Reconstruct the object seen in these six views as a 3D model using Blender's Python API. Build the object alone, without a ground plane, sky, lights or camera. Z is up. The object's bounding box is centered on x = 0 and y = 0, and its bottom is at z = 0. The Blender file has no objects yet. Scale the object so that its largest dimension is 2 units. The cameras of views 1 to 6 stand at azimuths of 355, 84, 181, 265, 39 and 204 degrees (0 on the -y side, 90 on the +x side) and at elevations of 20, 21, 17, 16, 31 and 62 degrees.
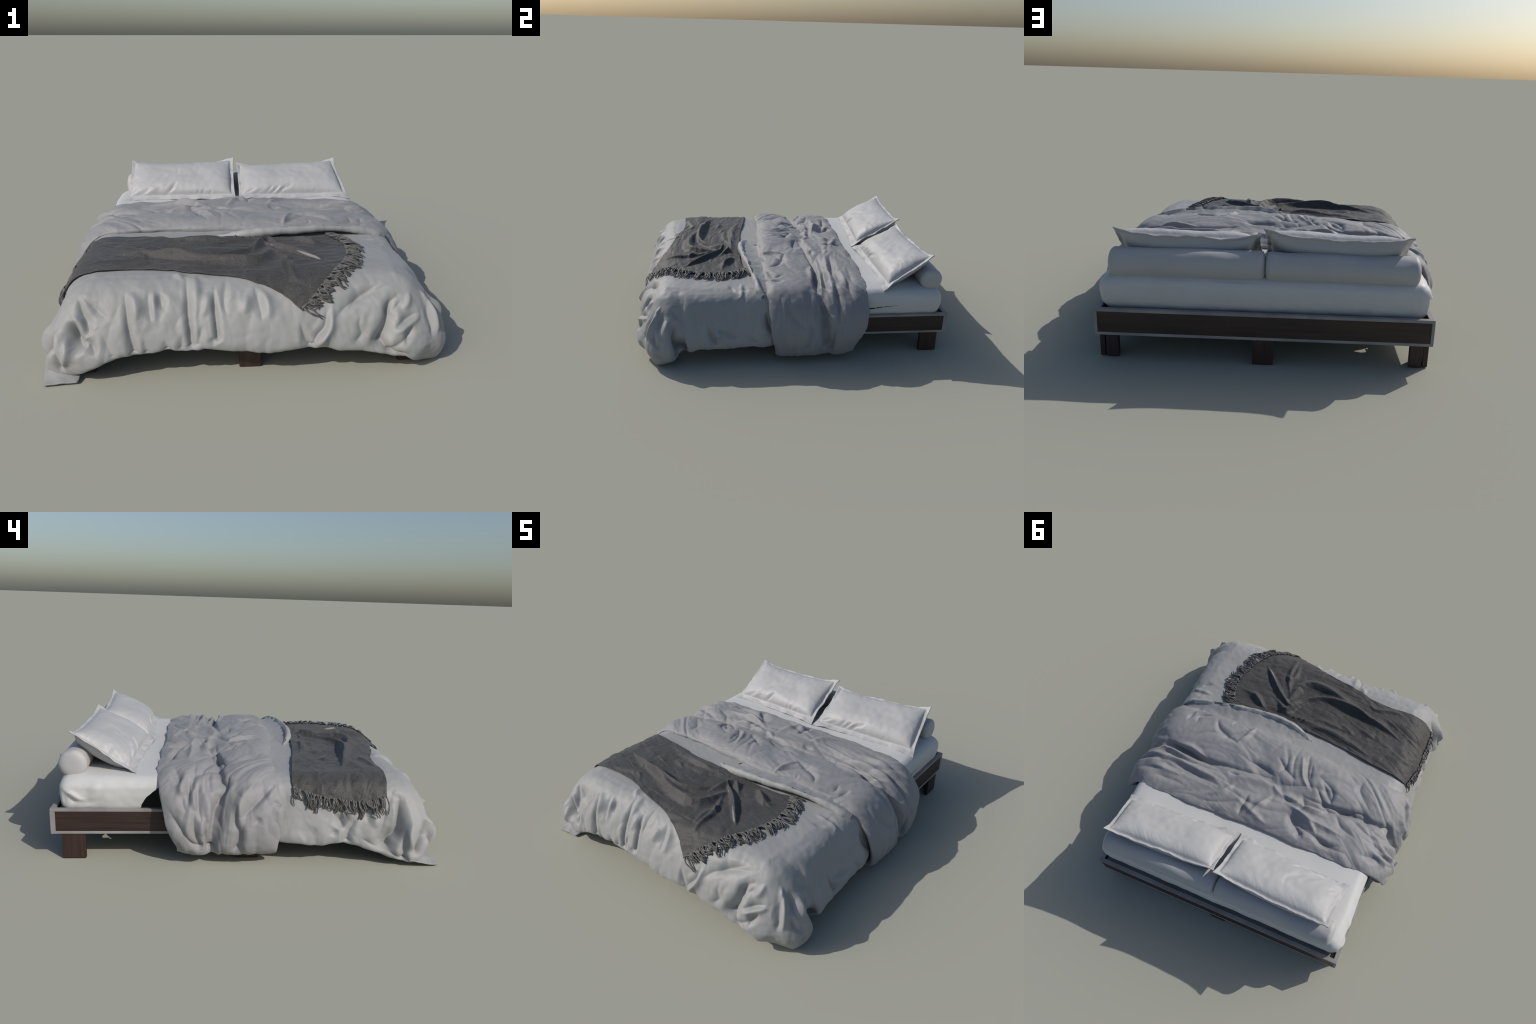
import bpy, bmesh, math, random
import numpy as np
from mathutils import Vector, Matrix
from mathutils.bvhtree import BVHTree

rng = np.random.default_rng(7)
random.seed(7)

# ------------------------------------------------------------------ helpers
def catmull(pts, n):
    """Catmull-Rom through rows of pts (k, ...), n samples, uniform in row index."""
    P = np.asarray(pts, float)
    k = len(P)
    t = np.linspace(0, k - 1, n)
    return catmull_at(P, t)

def catmull_at(P, t):
    P = np.asarray(P, float)
    k = len(P)
    t = np.asarray(t, float)
    i = np.clip(np.floor(t).astype(int), 0, k - 2)
    f = (t - i).reshape((-1,) + (1,) * (P.ndim - 1))
    a = np.where((i - 1 >= 0).reshape(f.shape), P[np.maximum(i - 1, 0)], 2 * P[i] - P[i + 1])
    d = np.where((i + 2 < k).reshape(f.shape), P[np.minimum(i + 2, k - 1)], 2 * P[i + 1] - P[i])
    b, c = P[i], P[i + 1]
    return 0.5 * (2 * b + (c - a) * f + (2 * a - 5 * b + 4 * c - d) * f ** 2 + (3 * b - a - 3 * c + d) * f ** 3)

def arc_resample(P, n):
    """resample polyline rows (k,3) at n equal arc-length steps"""
    d = np.r_[0, np.cumsum(np.linalg.norm(np.diff(P, axis=0), axis=1))]
    t = np.linspace(0, d[-1], n)
    return np.stack([np.interp(t, d, P[:, j]) for j in range(P.shape[1])], 1)

_perm = np.random.default_rng(11).integers(0, 256, 512)
_perm = np.r_[_perm[:256], _perm[:256], _perm[:256]]
_grad = np.random.default_rng(12).normal(size=(256, 3))
_grad /= np.linalg.norm(_grad, axis=1)[:, None]

def perlin(P):
    P = np.asarray(P, float)
    shp = P.shape[:-1]
    P = P.reshape(-1, 3)
    i = np.floor(P).astype(int)
    f = P - i
    i &= 255
    w = f * f * f * (f * (f * 6 - 15) + 10)
    out = np.zeros(len(P))
    for dx in (0, 1):
        for dy in (0, 1):
            for dz in (0, 1):
                h = _perm[_perm[_perm[i[:, 0] + dx] + i[:, 1] + dy] + i[:, 2] + dz] & 255
                g = _grad[h]
                dd = f - np.array([dx, dy, dz])
                ww = (w[:, 0] if dx else 1 - w[:, 0]) * (w[:, 1] if dy else 1 - w[:, 1]) * (w[:, 2] if dz else 1 - w[:, 2])
                out += ww * (g * dd).sum(1)
    return out.reshape(shp) * 1.6

def billow(P, warp=0.35):
    """puffy cloth: round swellings parted by narrow creases"""
    P = np.asarray(P, float)
    W = np.stack([perlin(P * 0.7 + 11), perlin(P * 0.7 + 37), perlin(P * 0.7 + 71)], -1)
    return np.abs(perlin(P + warp * W * 2)) * 1.6 - 0.35

def grid_normals(G):
    du = np.gradient(G, axis=0)
    dv = np.gradient(G, axis=1)
    n = np.cross(du, dv)
    l = np.linalg.norm(n, axis=2, keepdims=True)
    return n / np.maximum(l, 1e-9)

def smooth_grid(F, k=1):
    for _ in range(k):
        A = np.pad(F, [(1, 1), (1, 1)] + [(0, 0)] * (F.ndim - 2), mode='edge')
        F = (A[:-2, 1:-1] + A[2:, 1:-1] + A[1:-1, :-2] + A[1:-1, 2:] + 2 * F) / 6
    return F

class Strokes:
    """Folds pressed into cloth: each one a short 3D spine with a height and a width."""
    def __init__(self, gain=1.0, ring=0.22):
        self.items = []
        self.gain = gain
        self.ring = ring
    def add(self, height, width, *pts, to_hem=False):
        self.items.append((height, width, np.array(pts, float), to_hem))
    def field(self, P):
        shp = P.shape[:-1]
        Q = P.reshape(-1, 3)
        out = np.zeros(len(Q))
        for h, w, pts, to_hem in self.items:
            lo = pts.min(0) - 5 * w
            hi = pts.max(0) + 5 * w
            m = np.where(((Q > lo) & (Q < hi)).all(1))[0]
            if len(m) == 0:
                continue
            q = Q[m]
            if len(pts) > 2:
                C = catmull(pts, 4 * (len(pts) - 1) + 1)
            else:
                C = np.linspace(pts[0], pts[1], 5)
            L = np.r_[0, np.cumsum(np.linalg.norm(np.diff(C, axis=0), axis=1))]
            best = np.full(len(q), 1e9)
            bt = np.zeros(len(q))
            for k in range(len(C) - 1):
                e = C[k + 1] - C[k]
                ll = max((e @ e), 1e-12)
                s = np.clip(((q - C[k]) @ e) / ll, 0, 1)
                d = np.linalg.norm(q - C[k] - s[:, None] * e, axis=1)
                b = d < best
                best[b] = d[b]
                bt[b] = (L[k] + s[b] * (L[k + 1] - L[k])) / L[-1]
            taper = np.sin(np.pi * np.clip(bt * (0.55 if to_hem else 1.0), 0.02, 0.98)) ** 0.75
            x = best / (w * (0.45 + 0.75 * taper))
            # valleys are pinched, ridges round; both stand in a wider, softer swell
            p = 1.1 if h < 0 else 1.8
            prof = np.exp(-np.abs(x) ** p) - self.ring * np.exp(-((x - 2.1) / 1.1) ** 2)
            out[m] += self.gain * h * taper * prof
        return out.reshape(shp)

def mesh_from_grid(name, G, mat, close_u=False, keep=None):
    nu, nv = G.shape[:2]
    idx = np.arange(nu * nv).reshape(nu, nv)
    a = idx[:-1, :-1]; b = idx[1:, :-1]; c = idx[1:, 1:]; d = idx[:-1, 1:]
    F = np.stack([a, b, c, d], -1).reshape(-1, 4)
    if close_u:
        F2 = np.stack([idx[-1, :-1], idx[0, :-1], idx[0, 1:], idx[-1, 1:]], -1)
        F = np.r_[F, F2]
    return mesh_obj(name, G.reshape(-1, 3), F, mat)

def mesh_obj(name, V, F, mat, smooth=True):
    me = bpy.data.meshes.new(name)
    me.from_pydata([tuple(map(float, v)) for v in V], [], [tuple(int(i) for i in f) for f in F])
    me.update()
    if smooth:
        me.polygons.foreach_set('use_smooth', [True] * len(me.polygons))
    me.materials.append(mat)
    ob = bpy.data.objects.new(name, me)
    bpy.context.scene.collection.objects.link(ob)
    return ob

def modifier_apply(ob):
    dg = bpy.context.evaluated_depsgraph_get()
    me = bpy.data.meshes.new_from_object(ob.evaluated_get(dg))
    old = ob.data
    ob.modifiers.clear()
    nm = old.name
    ob.data = me
    bpy.data.meshes.remove(old)
    me.name = nm

def box(name, lo, hi, mat, bevel=0.003):
    lo, hi = np.array(lo, float), np.array(hi, float)
    V = [(x, y, z) for x in (lo[0], hi[0]) for y in (lo[1], hi[1]) for z in (lo[2], hi[2])]
    F = [(0, 1, 3, 2), (4, 6, 7, 5), (0, 4, 5, 1), (2, 3, 7, 6), (0, 2, 6, 4), (1, 5, 7, 3)]
    ob = mesh_obj(name, V, F, mat, smooth=False)
    if bevel:
        bm = bmesh.new()
        bm.from_mesh(ob.data)
        bmesh.ops.bevel(bm, geom=bm.edges[:], offset=bevel, segments=2, affect='EDGES', profile=0.6)
        bmesh.ops.recalc_face_normals(bm, faces=bm.faces[:])
        bm.to_mesh(ob.data)
        bm.free()
    return ob

# ------------------------------------------------------------------ materials
def new_mat(name):
    m = bpy.data.materials.new(name)
    m.use_nodes = True
    nt = m.node_tree
    b = nt.nodes['Principled BSDF']
    return m, nt, b

def link(nt, a, b):
    nt.links.new(a, b)

def cloth_material(name, col, var=0.06, rough=0.6, weave=900.0, bump=0.12, sheen=0.1, spec=0.4, warm=0.0, grain=(0.72, 1.0), grain_mix=0.25):
    m, nt, b = new_mat(name)
    N = nt.nodes
    tc = N.new('ShaderNodeTexCoord')
    n1 = N.new('ShaderNodeTexNoise'); n1.inputs['Scale'].default_value = 5.0; n1.inputs['Detail'].default_value = 5.0
    n2 = N.new('ShaderNodeTexNoise'); n2.inputs['Scale'].default_value = weave; n2.inputs['Detail'].default_value = 2.0
    link(nt, tc.outputs['Object'], n1.inputs['Vector'])
    link(nt, tc.outputs['Object'], n2.inputs['Vector'])
    r = N.new('ShaderNodeValToRGB')
    c = np.array(col)
    r.color_ramp.elements[0].position = 0.3
    r.color_ramp.elements[1].position = 0.7
    r.color_ramp.elements[0].color = tuple(np.clip(c * (1 - var), 0, 1)) + (1,)
    r.color_ramp.elements[1].color = tuple(np.clip(c * (1 + var) + np.array([warm, 0, -warm]), 0, 1)) + (1,)
    link(nt, n1.outputs['Fac'], r.inputs['Fac'])
    mx = N.new('ShaderNodeMix'); mx.data_type = 'RGBA'; mx.blend_type = 'MULTIPLY'
    mx.inputs['Factor'].default_value = grain_mix
    gr = N.new('ShaderNodeValToRGB')
    gr.color_ramp.elements[0].position = 0.3; gr.color_ramp.elements[1].position = 0.65
    gr.color_ramp.elements[0].color = (grain[0],) * 3 + (1,)
    gr.color_ramp.elements[1].color = (grain[1],) * 3 + (1,)
    link(nt, n2.outputs['Fac'], gr.inputs['Fac'])
    link(nt, r.outputs['Color'], mx.inputs['A'])
    link(nt, gr.outputs['Color'], mx.inputs['B'])
    link(nt, mx.outputs['Result'], b.inputs['Base Color'])
    b.inputs['Roughness'].default_value = rough
    b.inputs['Specular IOR Level'].default_value = spec
    b.inputs['Sheen Weight'].default_value = sheen
    b.inputs['Sheen Roughness'].default_value = 0.5
    # fine creasing
    n3 = N.new('ShaderNodeTexNoise'); n3.inputs['Scale'].default_value = 38.0; n3.inputs['Detail'].default_value = 6.0
    link(nt, tc.outputs['Object'], n3.inputs['Vector'])
    ad = N.new('ShaderNodeMath'); ad.operation = 'MULTIPLY_ADD'
    ad.inputs[1].default_value = 0.25
    link(nt, n2.outputs['Fac'], ad.inputs[0])
    link(nt, n3.outputs['Fac'], ad.inputs[2])
    bp = N.new('ShaderNodeBump'); bp.inputs['Strength'].default_value = bump; bp.inputs['Distance'].default_value = 0.004
    link(nt, ad.outputs[0], bp.inputs['Height'])
    link(nt, bp.outputs['Normal'], b.inputs['Normal'])
    return m

def wood_material(name, dark, light, axis=1):
    m, nt, b = new_mat(name)
    N = nt.nodes
    tc = N.new('ShaderNodeTexCoord')
    mp = N.new('ShaderNodeMapping')
    s = [60.0, 60.0, 60.0]
    s[axis] = 3.0
    mp.inputs['Scale'].default_value = s
    link(nt, tc.outputs['Object'], mp.inputs['Vector'])
    n = N.new('ShaderNodeTexNoise'); n.inputs['Scale'].default_value = 1.0; n.inputs['Detail'].default_value = 6.0
    link(nt, mp.outputs['Vector'], n.inputs['Vector'])
    r = N.new('ShaderNodeValToRGB')
    r.color_ramp.elements[0].position = 0.35; r.color_ramp.elements[1].position = 0.7
    r.color_ramp.elements[0].color = dark + (1,)
    r.color_ramp.elements[1].color = light + (1,)
    link(nt, n.outputs['Fac'], r.inputs['Fac'])
    link(nt, r.outputs['Color'], b.inputs['Base Color'])
    b.inputs['Roughness'].default_value = 0.5
    bp = N.new('ShaderNodeBump'); bp.inputs['Strength'].default_value = 0.15; bp.inputs['Distance'].default_value = 0.002
    link(nt, n.outputs['Fac'], bp.inputs['Height'])
    link(nt, bp.outputs['Normal'], b.inputs['Normal'])
    return m

M_DUVET = cloth_material('grey_duvet_cotton', (0.30, 0.303, 0.302), var=0.05, rough=0.55, warm=0.0)
M_FOLD = cloth_material('grey_duvet_underside', (0.255, 0.254, 0.262), var=0.06, rough=0.6)
M_SHEET = cloth_material('white_sheet', (0.54, 0.542, 0.54), var=0.03, rough=0.5)
M_PILLOW = cloth_material('white_pillowcase', (0.42, 0.42, 0.424), var=0.03, rough=0.5)
M_BOLSTER = cloth_material('white_bolster', (0.42, 0.42, 0.42), var=0.03, rough=0.55)
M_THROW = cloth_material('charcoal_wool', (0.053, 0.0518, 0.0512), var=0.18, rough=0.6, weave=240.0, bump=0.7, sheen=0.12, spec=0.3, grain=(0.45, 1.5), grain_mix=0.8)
M_TASSEL = cloth_material('charcoal_yarn', (0.10, 0.097, 0.093), var=0.45, rough=0.45, weave=300.0, bump=0.3, sheen=0.1, grain=(0.5, 1.5), grain_mix=0.7)

def painted_glints(mat, segments, radius, colour):
    """glints on fold crests painted into the colour: capsules round short segments in object space"""
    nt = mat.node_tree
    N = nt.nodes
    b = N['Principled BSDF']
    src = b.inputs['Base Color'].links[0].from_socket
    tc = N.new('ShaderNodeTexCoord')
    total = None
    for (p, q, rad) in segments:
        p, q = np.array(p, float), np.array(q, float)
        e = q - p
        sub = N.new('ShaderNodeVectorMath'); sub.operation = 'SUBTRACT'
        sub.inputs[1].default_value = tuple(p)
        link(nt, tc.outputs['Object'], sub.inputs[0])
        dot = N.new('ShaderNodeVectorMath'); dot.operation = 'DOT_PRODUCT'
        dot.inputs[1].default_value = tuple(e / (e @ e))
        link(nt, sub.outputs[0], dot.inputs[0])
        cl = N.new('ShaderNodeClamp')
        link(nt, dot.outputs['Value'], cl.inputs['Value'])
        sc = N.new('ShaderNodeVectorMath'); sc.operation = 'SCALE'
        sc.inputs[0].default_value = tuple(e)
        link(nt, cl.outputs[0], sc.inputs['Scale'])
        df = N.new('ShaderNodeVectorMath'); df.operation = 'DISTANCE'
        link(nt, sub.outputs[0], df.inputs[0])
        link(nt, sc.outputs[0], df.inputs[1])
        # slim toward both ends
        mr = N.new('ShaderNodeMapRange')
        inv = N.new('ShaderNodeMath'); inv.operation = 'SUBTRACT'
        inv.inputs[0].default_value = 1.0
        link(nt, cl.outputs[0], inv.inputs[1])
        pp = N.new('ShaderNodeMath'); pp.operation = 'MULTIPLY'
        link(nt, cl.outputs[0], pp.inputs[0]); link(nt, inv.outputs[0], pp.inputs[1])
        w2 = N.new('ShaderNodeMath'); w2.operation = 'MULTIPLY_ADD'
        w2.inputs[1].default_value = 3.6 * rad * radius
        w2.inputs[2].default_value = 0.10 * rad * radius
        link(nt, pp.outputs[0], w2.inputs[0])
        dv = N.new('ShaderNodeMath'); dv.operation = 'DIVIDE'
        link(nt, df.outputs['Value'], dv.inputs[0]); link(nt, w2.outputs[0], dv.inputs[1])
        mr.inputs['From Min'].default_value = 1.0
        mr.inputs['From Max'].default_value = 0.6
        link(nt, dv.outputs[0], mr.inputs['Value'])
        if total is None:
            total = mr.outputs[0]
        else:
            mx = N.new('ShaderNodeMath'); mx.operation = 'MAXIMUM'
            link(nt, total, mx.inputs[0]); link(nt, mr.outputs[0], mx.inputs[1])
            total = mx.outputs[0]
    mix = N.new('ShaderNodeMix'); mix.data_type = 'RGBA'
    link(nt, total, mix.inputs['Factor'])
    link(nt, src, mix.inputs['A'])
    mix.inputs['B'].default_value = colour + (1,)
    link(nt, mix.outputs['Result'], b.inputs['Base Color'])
painted_glints(M_THROW, [((0.107, -0.446, 0.468), (0.172, -0.497, 0.462), 0.9), ((0.250, -0.562, 0.464), (0.365, -0.676, 0.452), 1.0), ((0.216, -0.657, 0.457), (0.238, -0.665, 0.448), 0.6)], 0.008, (0.20, 0.197, 0.19))
M_WOOD = wood_material('dark_stained_wood', (0.019, 0.0098, 0.008), (0.036, 0.0185, 0.0145), axis=1)
M_WOOD_X = wood_material('dark_stained_wood_cross', (0.019, 0.0098, 0.008), (0.036, 0.0185, 0.0145), axis=0)
M_WOOD_Z = wood_material('dark_stained_wood_upright', (0.023, 0.011, 0.0085), (0.047, 0.0225, 0.017), axis=2)
M_TRIM = cloth_material('pale_grey_edge_paint', (0.26, 0.25, 0.245), var=0.25, rough=0.6, weave=200.0, bump=0.1, sheen=0.0)
M_DARK = wood_material('black_slat_wood', (0.008, 0.006, 0.005), (0.02, 0.015, 0.012), axis=0)

# ------------------------------------------------------------------ the bed
bed = bpy.data.objects.new('bed', None)
bpy.context.scene.collection.objects.link(bed)
bed['label'] = 'low dark wood double bed with rumpled grey duvet and throw'
bed['category'] = 'bed'

def child(ob, parent=bed):
    ob.parent = parent
    return ob

# ------------------------------------------------------------------ bed frame
FX, FY0, FY1, FZ0, FZ1 = 0.80, -0.84, 1.0, 0.133, 0.264
frame = bpy.data.objects.new('bed_frame', None)
bpy.context.scene.collection.objects.link(frame)
child(frame)
TH = 0.024
EDGE = 0.014
def rail(axis, fixed_lo, fixed_hi, lo, hi, out_sign, ends=True):
    """a rail board with pale edge strips top, bottom and at both ends"""
    def mk(name, f0, f1, l0, l1, z0, z1, mat, bev):
        if axis == 'y':
            return child(box(name, (f0, l0, z0), (f1, l1, z1), mat, bev), frame)
        return child(box(name, (l0, f0, z0), (l1, f1, z1), mat, bev), frame)
    e = 0.0015
    wood = M_WOOD if axis == 'y' else M_WOOD_X
    f0, f1 = fixed_lo, fixed_hi
    if out_sign > 0:
        b0, b1, c0, c1 = f0, f1 - e, f0 - 0.001, f1
    else:
        b0, b1, c0, c1 = f0 + e, f1, f0, f1 + 0.001
    g = EDGE if ends else 0
    mk('rail', b0, b1, lo + g, hi - g, FZ0 + EDGE, FZ1 - EDGE, wood, 0)
    mk('rail_edge', c0, c1, lo, hi, FZ1 - EDGE, FZ1 + (0.0006 if ends else 0), M_TRIM, 0.002)
    mk('rail_edge', c0, c1, lo, hi, FZ0 - (0.0006 if ends else 0), FZ0 + EDGE, M_TRIM, 0.002)
    if not ends:
        return
    mk('rail_edge', c0, c1, lo, lo + EDGE, FZ0 + EDGE, FZ1 - EDGE, M_TRIM, 0.0)
    mk('rail_edge', c0, c1, hi - EDGE, hi, FZ0 + EDGE, FZ1 - EDGE, M_TRIM, 0.0)
rail('y', FX - TH, FX, FY0 + TH - 0.001, FY1 - TH + 0.001, 1, False)
rail('y', -FX, -FX + TH, FY0 + TH - 0.001, FY1 - TH + 0.001, -1, False)
rail('x', FY1 - TH, FY1 - 0.0005, -FX, FX, 1)
rail('x', FY0 + 0.0005, FY0 + TH, -FX, FX, -1)
LEGTOP = 0.15
def leg_corner(sx, ybase, sy):
    xs = sorted((sx * 0.703, sx * 0.764))
    ys = sorted((ybase, ybase - sy * 0.03))
    child(box('leg', (xs[0], ys[0], 0), (xs[1], ys[1], LEGTOP), M_WOOD_Z, 0.004), frame)
    xs = sorted((sx * 0.770, sx * 0.795))
    ys = sorted((ybase - sy * 0.008, ybase - sy * 0.123))
    child(box('leg', (xs[0], ys[0], 0), (xs[1], ys[1], LEGTOP), M_WOOD_Z, 0.004), frame)
for sx in (-1, 1):
    leg_corner(sx, 0.955, 1)
    leg_corner(sx, -0.848, -1)
    xs = sorted((sx * 0.765, sx * 0.796))
    child(box('leg', (xs[0], -0.04, 0), (xs[1], 0.08, LEGTOP), M_WOOD_Z, 0.004), frame)
child(box('leg', (-0.048, 0.955, 0), (0.052, 0.985, LEGTOP), M_WOOD_Z, 0.004), frame)
child(box('leg', (-0.048, -0.852, 0), (0.052, -0.825, LEGTOP), M_WOOD_Z, 0.004), frame)
# centre beam below the mattress; the slats are unseen additions to an empty frame
child(box('added_ledge', (-0.772, 0.93, 0.222), (0.772, FY1 - TH - 0.0005, 0.234), M_TRIM, 0.002), frame)  # ledge added as a pale floor so the head gap looks less black
child(box('centre_beam', (-0.05, -0.80, 0.15), (0.05, 0.965, 0.199), M_DARK, 0.003), frame)
for k in (0, 1, 2, 3, 4, 5, 6, 11, 12):
    y = -0.80 + k * 0.14
    child(box('added_slat', (-0.768, y, 0.206), (0.768, y + 0.085, 0.226), M_DARK, 0.003), frame)

# ------------------------------------------------------------------ mattress
def rounded_box(cx, cy, cz, hx, hy, hz, r, nx, ny, nz):
    bm = bmesh.new()
    V = {}
    F = []
    def vid(i, j, k):
        if (i, j, k) not in V:
            V[(i, j, k)] = len(V)
        return V[(i, j, k)]
    for k in (0, nz):
        for i in range(nx):
            for j in range(ny):
                f = [vid(i, j, k), vid(i + 1, j, k), vid(i + 1, j + 1, k), vid(i, j + 1, k)]
                F.append(f if k else f[::-1])
    for j in (0, ny):
        for i in range(nx):
            for k in range(nz):
                f = [vid(i, j, k), vid(i + 1, j, k), vid(i + 1, j, k + 1), vid(i, j, k + 1)]
                F.append(f[::-1] if j else f)
    for i in (0, nx):
        for j in range(ny):
            for k in range(nz):
                f = [vid(i, j, k), vid(i, j + 1, k), vid(i, j + 1, k + 1), vid(i, j, k + 1)]
                F.append(f if i else f[::-1])
    bm.free()
    idx = np.array(list(V.keys()), float)
    p = idx / np.array([nx, ny, nz]) * 2 - 1
    h = np.array([hx, hy, hz])
    p = p * h
    q = np.clip(p, -(h - r), h - r)
    d = p - q
    l = np.linalg.norm(d, axis=1, keepdims=True)
    p = np.where(l > 1e-9, q + d / np.maximum(l, 1e-9) * r, p)
    return p + np.array([cx, cy, cz]), np.array(F)

MV, MF = rounded_box(0, 0.181, 0.328, 0.79, 0.782, 0.102, 0.055, 130, 140, 34)
# soft sides: fullest at mid height, slightly drawn in at the bottom; drooping corners
zz = (MV[:, 2] - 0.255) / 0.18
pull = 0.012 * np.clip(1 - zz / 0.5, 0, 1) ** 1.5
MV[:, 0] -= np.sign(MV[:, 0]) * pull * (np.abs(MV[:, 0]) > 0.6)
MV[:, 1] -= pull * (MV[:, 1] > 0.8)
cr = np.clip((np.abs(MV[:, 0]) - 0.62) / 0.165, 0, 1) ** 2
MV[:, 2] -= 0.018 * cr * np.clip(zz, 0, 1)
cr2 = np.clip((MV[:, 1] - 0.80) / 0.155, 0, 1) ** 2
MV[:, 2] -= 0.012 * cr2 * np.clip(zz, 0, 1)
MV[:, 2] += 0.004 * perlin(MV * 4.0) * (MV[:, 2] > 0.4)
side = (np.abs(MV[:, 0]) > 0.7) | (MV[:, 1] > 0.88)
nn = 0.004 * perlin(MV * np.array([9, 9, 5.0]) + 3.1) + 0.002 * perlin(MV * 24 + 9.0)
MV[:, 0] += np.where(np.abs(MV[:, 0]) > 0.7, np.sign(MV[:, 0]) * nn, 0)
MV[:, 1] += np.where(MV[:, 1] > 0.88, nn, 0)
under = np.clip((0.45 - MV[:, 1]) / 0.08, 0, 1)
MV[:, 2] -= 0.05 * under * np.clip(zz, 0, 1)
MV[:, 0] *= 1 - 0.05 * under
# hole left by the scan in the left flank, rebuilt with a ragged edge
def scan_hole_edge(z, y):
    return np.interp(z, [0.22, 0.266, 0.30, 0.33, 0.358, 0.39], [0.565, 0.557, 0.545, 0.52, 0.487, 0.45]) + 0.006 * perlin(np.stack([z * 45, z * 0, z * 0], -1))
fc = MV[MF].mean(1)
hollow = (fc[:, 0] < -0.70) & (fc[:, 1] < scan_hole_edge(fc[:, 2], fc[:, 1])) & (fc[:, 2] < 0.40)
# a second scan flaw, rebuilt as a thin opening along the right flank
def slit_z(y):
    return 0.306 + (y - 0.49) * 0.11
row = 2 * 0.102 / 34
scan_slit = (fc[:, 0] > 0.72) & (fc[:, 1] > 0.40) & (fc[:, 1] < 0.695) & (np.abs(fc[:, 2] - slit_z(fc[:, 1])) < row * 0.5)
up = np.unique(MF[scan_slit])
open_base = fc[:, 2] < 0.2265
MF2 = MF[~(hollow | scan_slit | open_base)]
gap = 0.0045 * np.clip((0.70 - MV[up, 1]) / 0.2, 0.02, 1)
MV[up, 2] = np.where(MV[up, 2] > slit_z(MV[up, 1]), slit_z(MV[up, 1]) + gap, slit_z(MV[up, 1]) - gap)
rim = np.intersect1d(np.unique(MF[hollow]), np.unique(MF2))
rim = rim[(MV[rim, 1] > 0.40)]
MV[rim, 1] = scan_hole_edge(MV[rim, 2], MV[rim, 1])
MK = Strokes(1.2, 0.05)
#FOLDS_MATTRESS
MK.add(0.011, 0.01, (-0.787, 0.924, 0.357), (-0.791, 0.896, 0.341), (-0.789, 0.865, 0.319), (-0.786, 0.833, 0.304))
MK.add(-0.008, 0.012, (-0.789, 0.916, 0.337), (-0.788, 0.89, 0.312), (-0.785, 0.873, 0.286))
MK.add(-0.005, 0.02, (-0.786, 0.816, 0.312), (-0.782, 0.805, 0.276))
MK.add(-0.007, 0.01, (-0.778, 0.94, 0.361), (-0.784, 0.931, 0.33), (-0.778, 0.926, 0.284))
MK.add(0.005, 0.03, (-0.787, 0.813, 0.372), (-0.79, 0.78, 0.364), (-0.791, 0.747, 0.36))
MK.add(-0.004, 0.012, (0.576, 0.957, 0.39), (0.601, 0.962, 0.322))
MK.add(-0.004, 0.012, (0.535, 0.964, 0.368), (0.483, 0.956, 0.282))
MK.add(0.009, 0.012, (-0.769, 0.921, 0.394), (-0.765, 0.942, 0.274))
MK.add(-0.006, 0.014, (-0.729, 0.942, 0.4), (-0.755, 0.957, 0.339), (-0.757, 0.943, 0.265))
MK.add(-0.004, 0.012, (-0.586, 0.956, 0.272), (-0.659, 0.963, 0.338))
MK.add(-0.004, 0.012, (-0.457, 0.958, 0.285), (-0.516, 0.95, 0.259))
MK.add(0.004, 0.03, (0.736, 0.962, 0.36), (0.66, 0.958, 0.293))
flank = np.abs(MV[:, 0]) > 0.735
head = (MV[:, 1] > 0.905) & ~flank
md = MK.field(MV)
MV[:, 0] += np.where(flank, np.sign(MV[:, 0]) * md, 0)
MV[:, 1] += np.where(head, md, 0)
mattress = child(mesh_obj('mattress', MV, MF2, M_SHEET))

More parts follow.
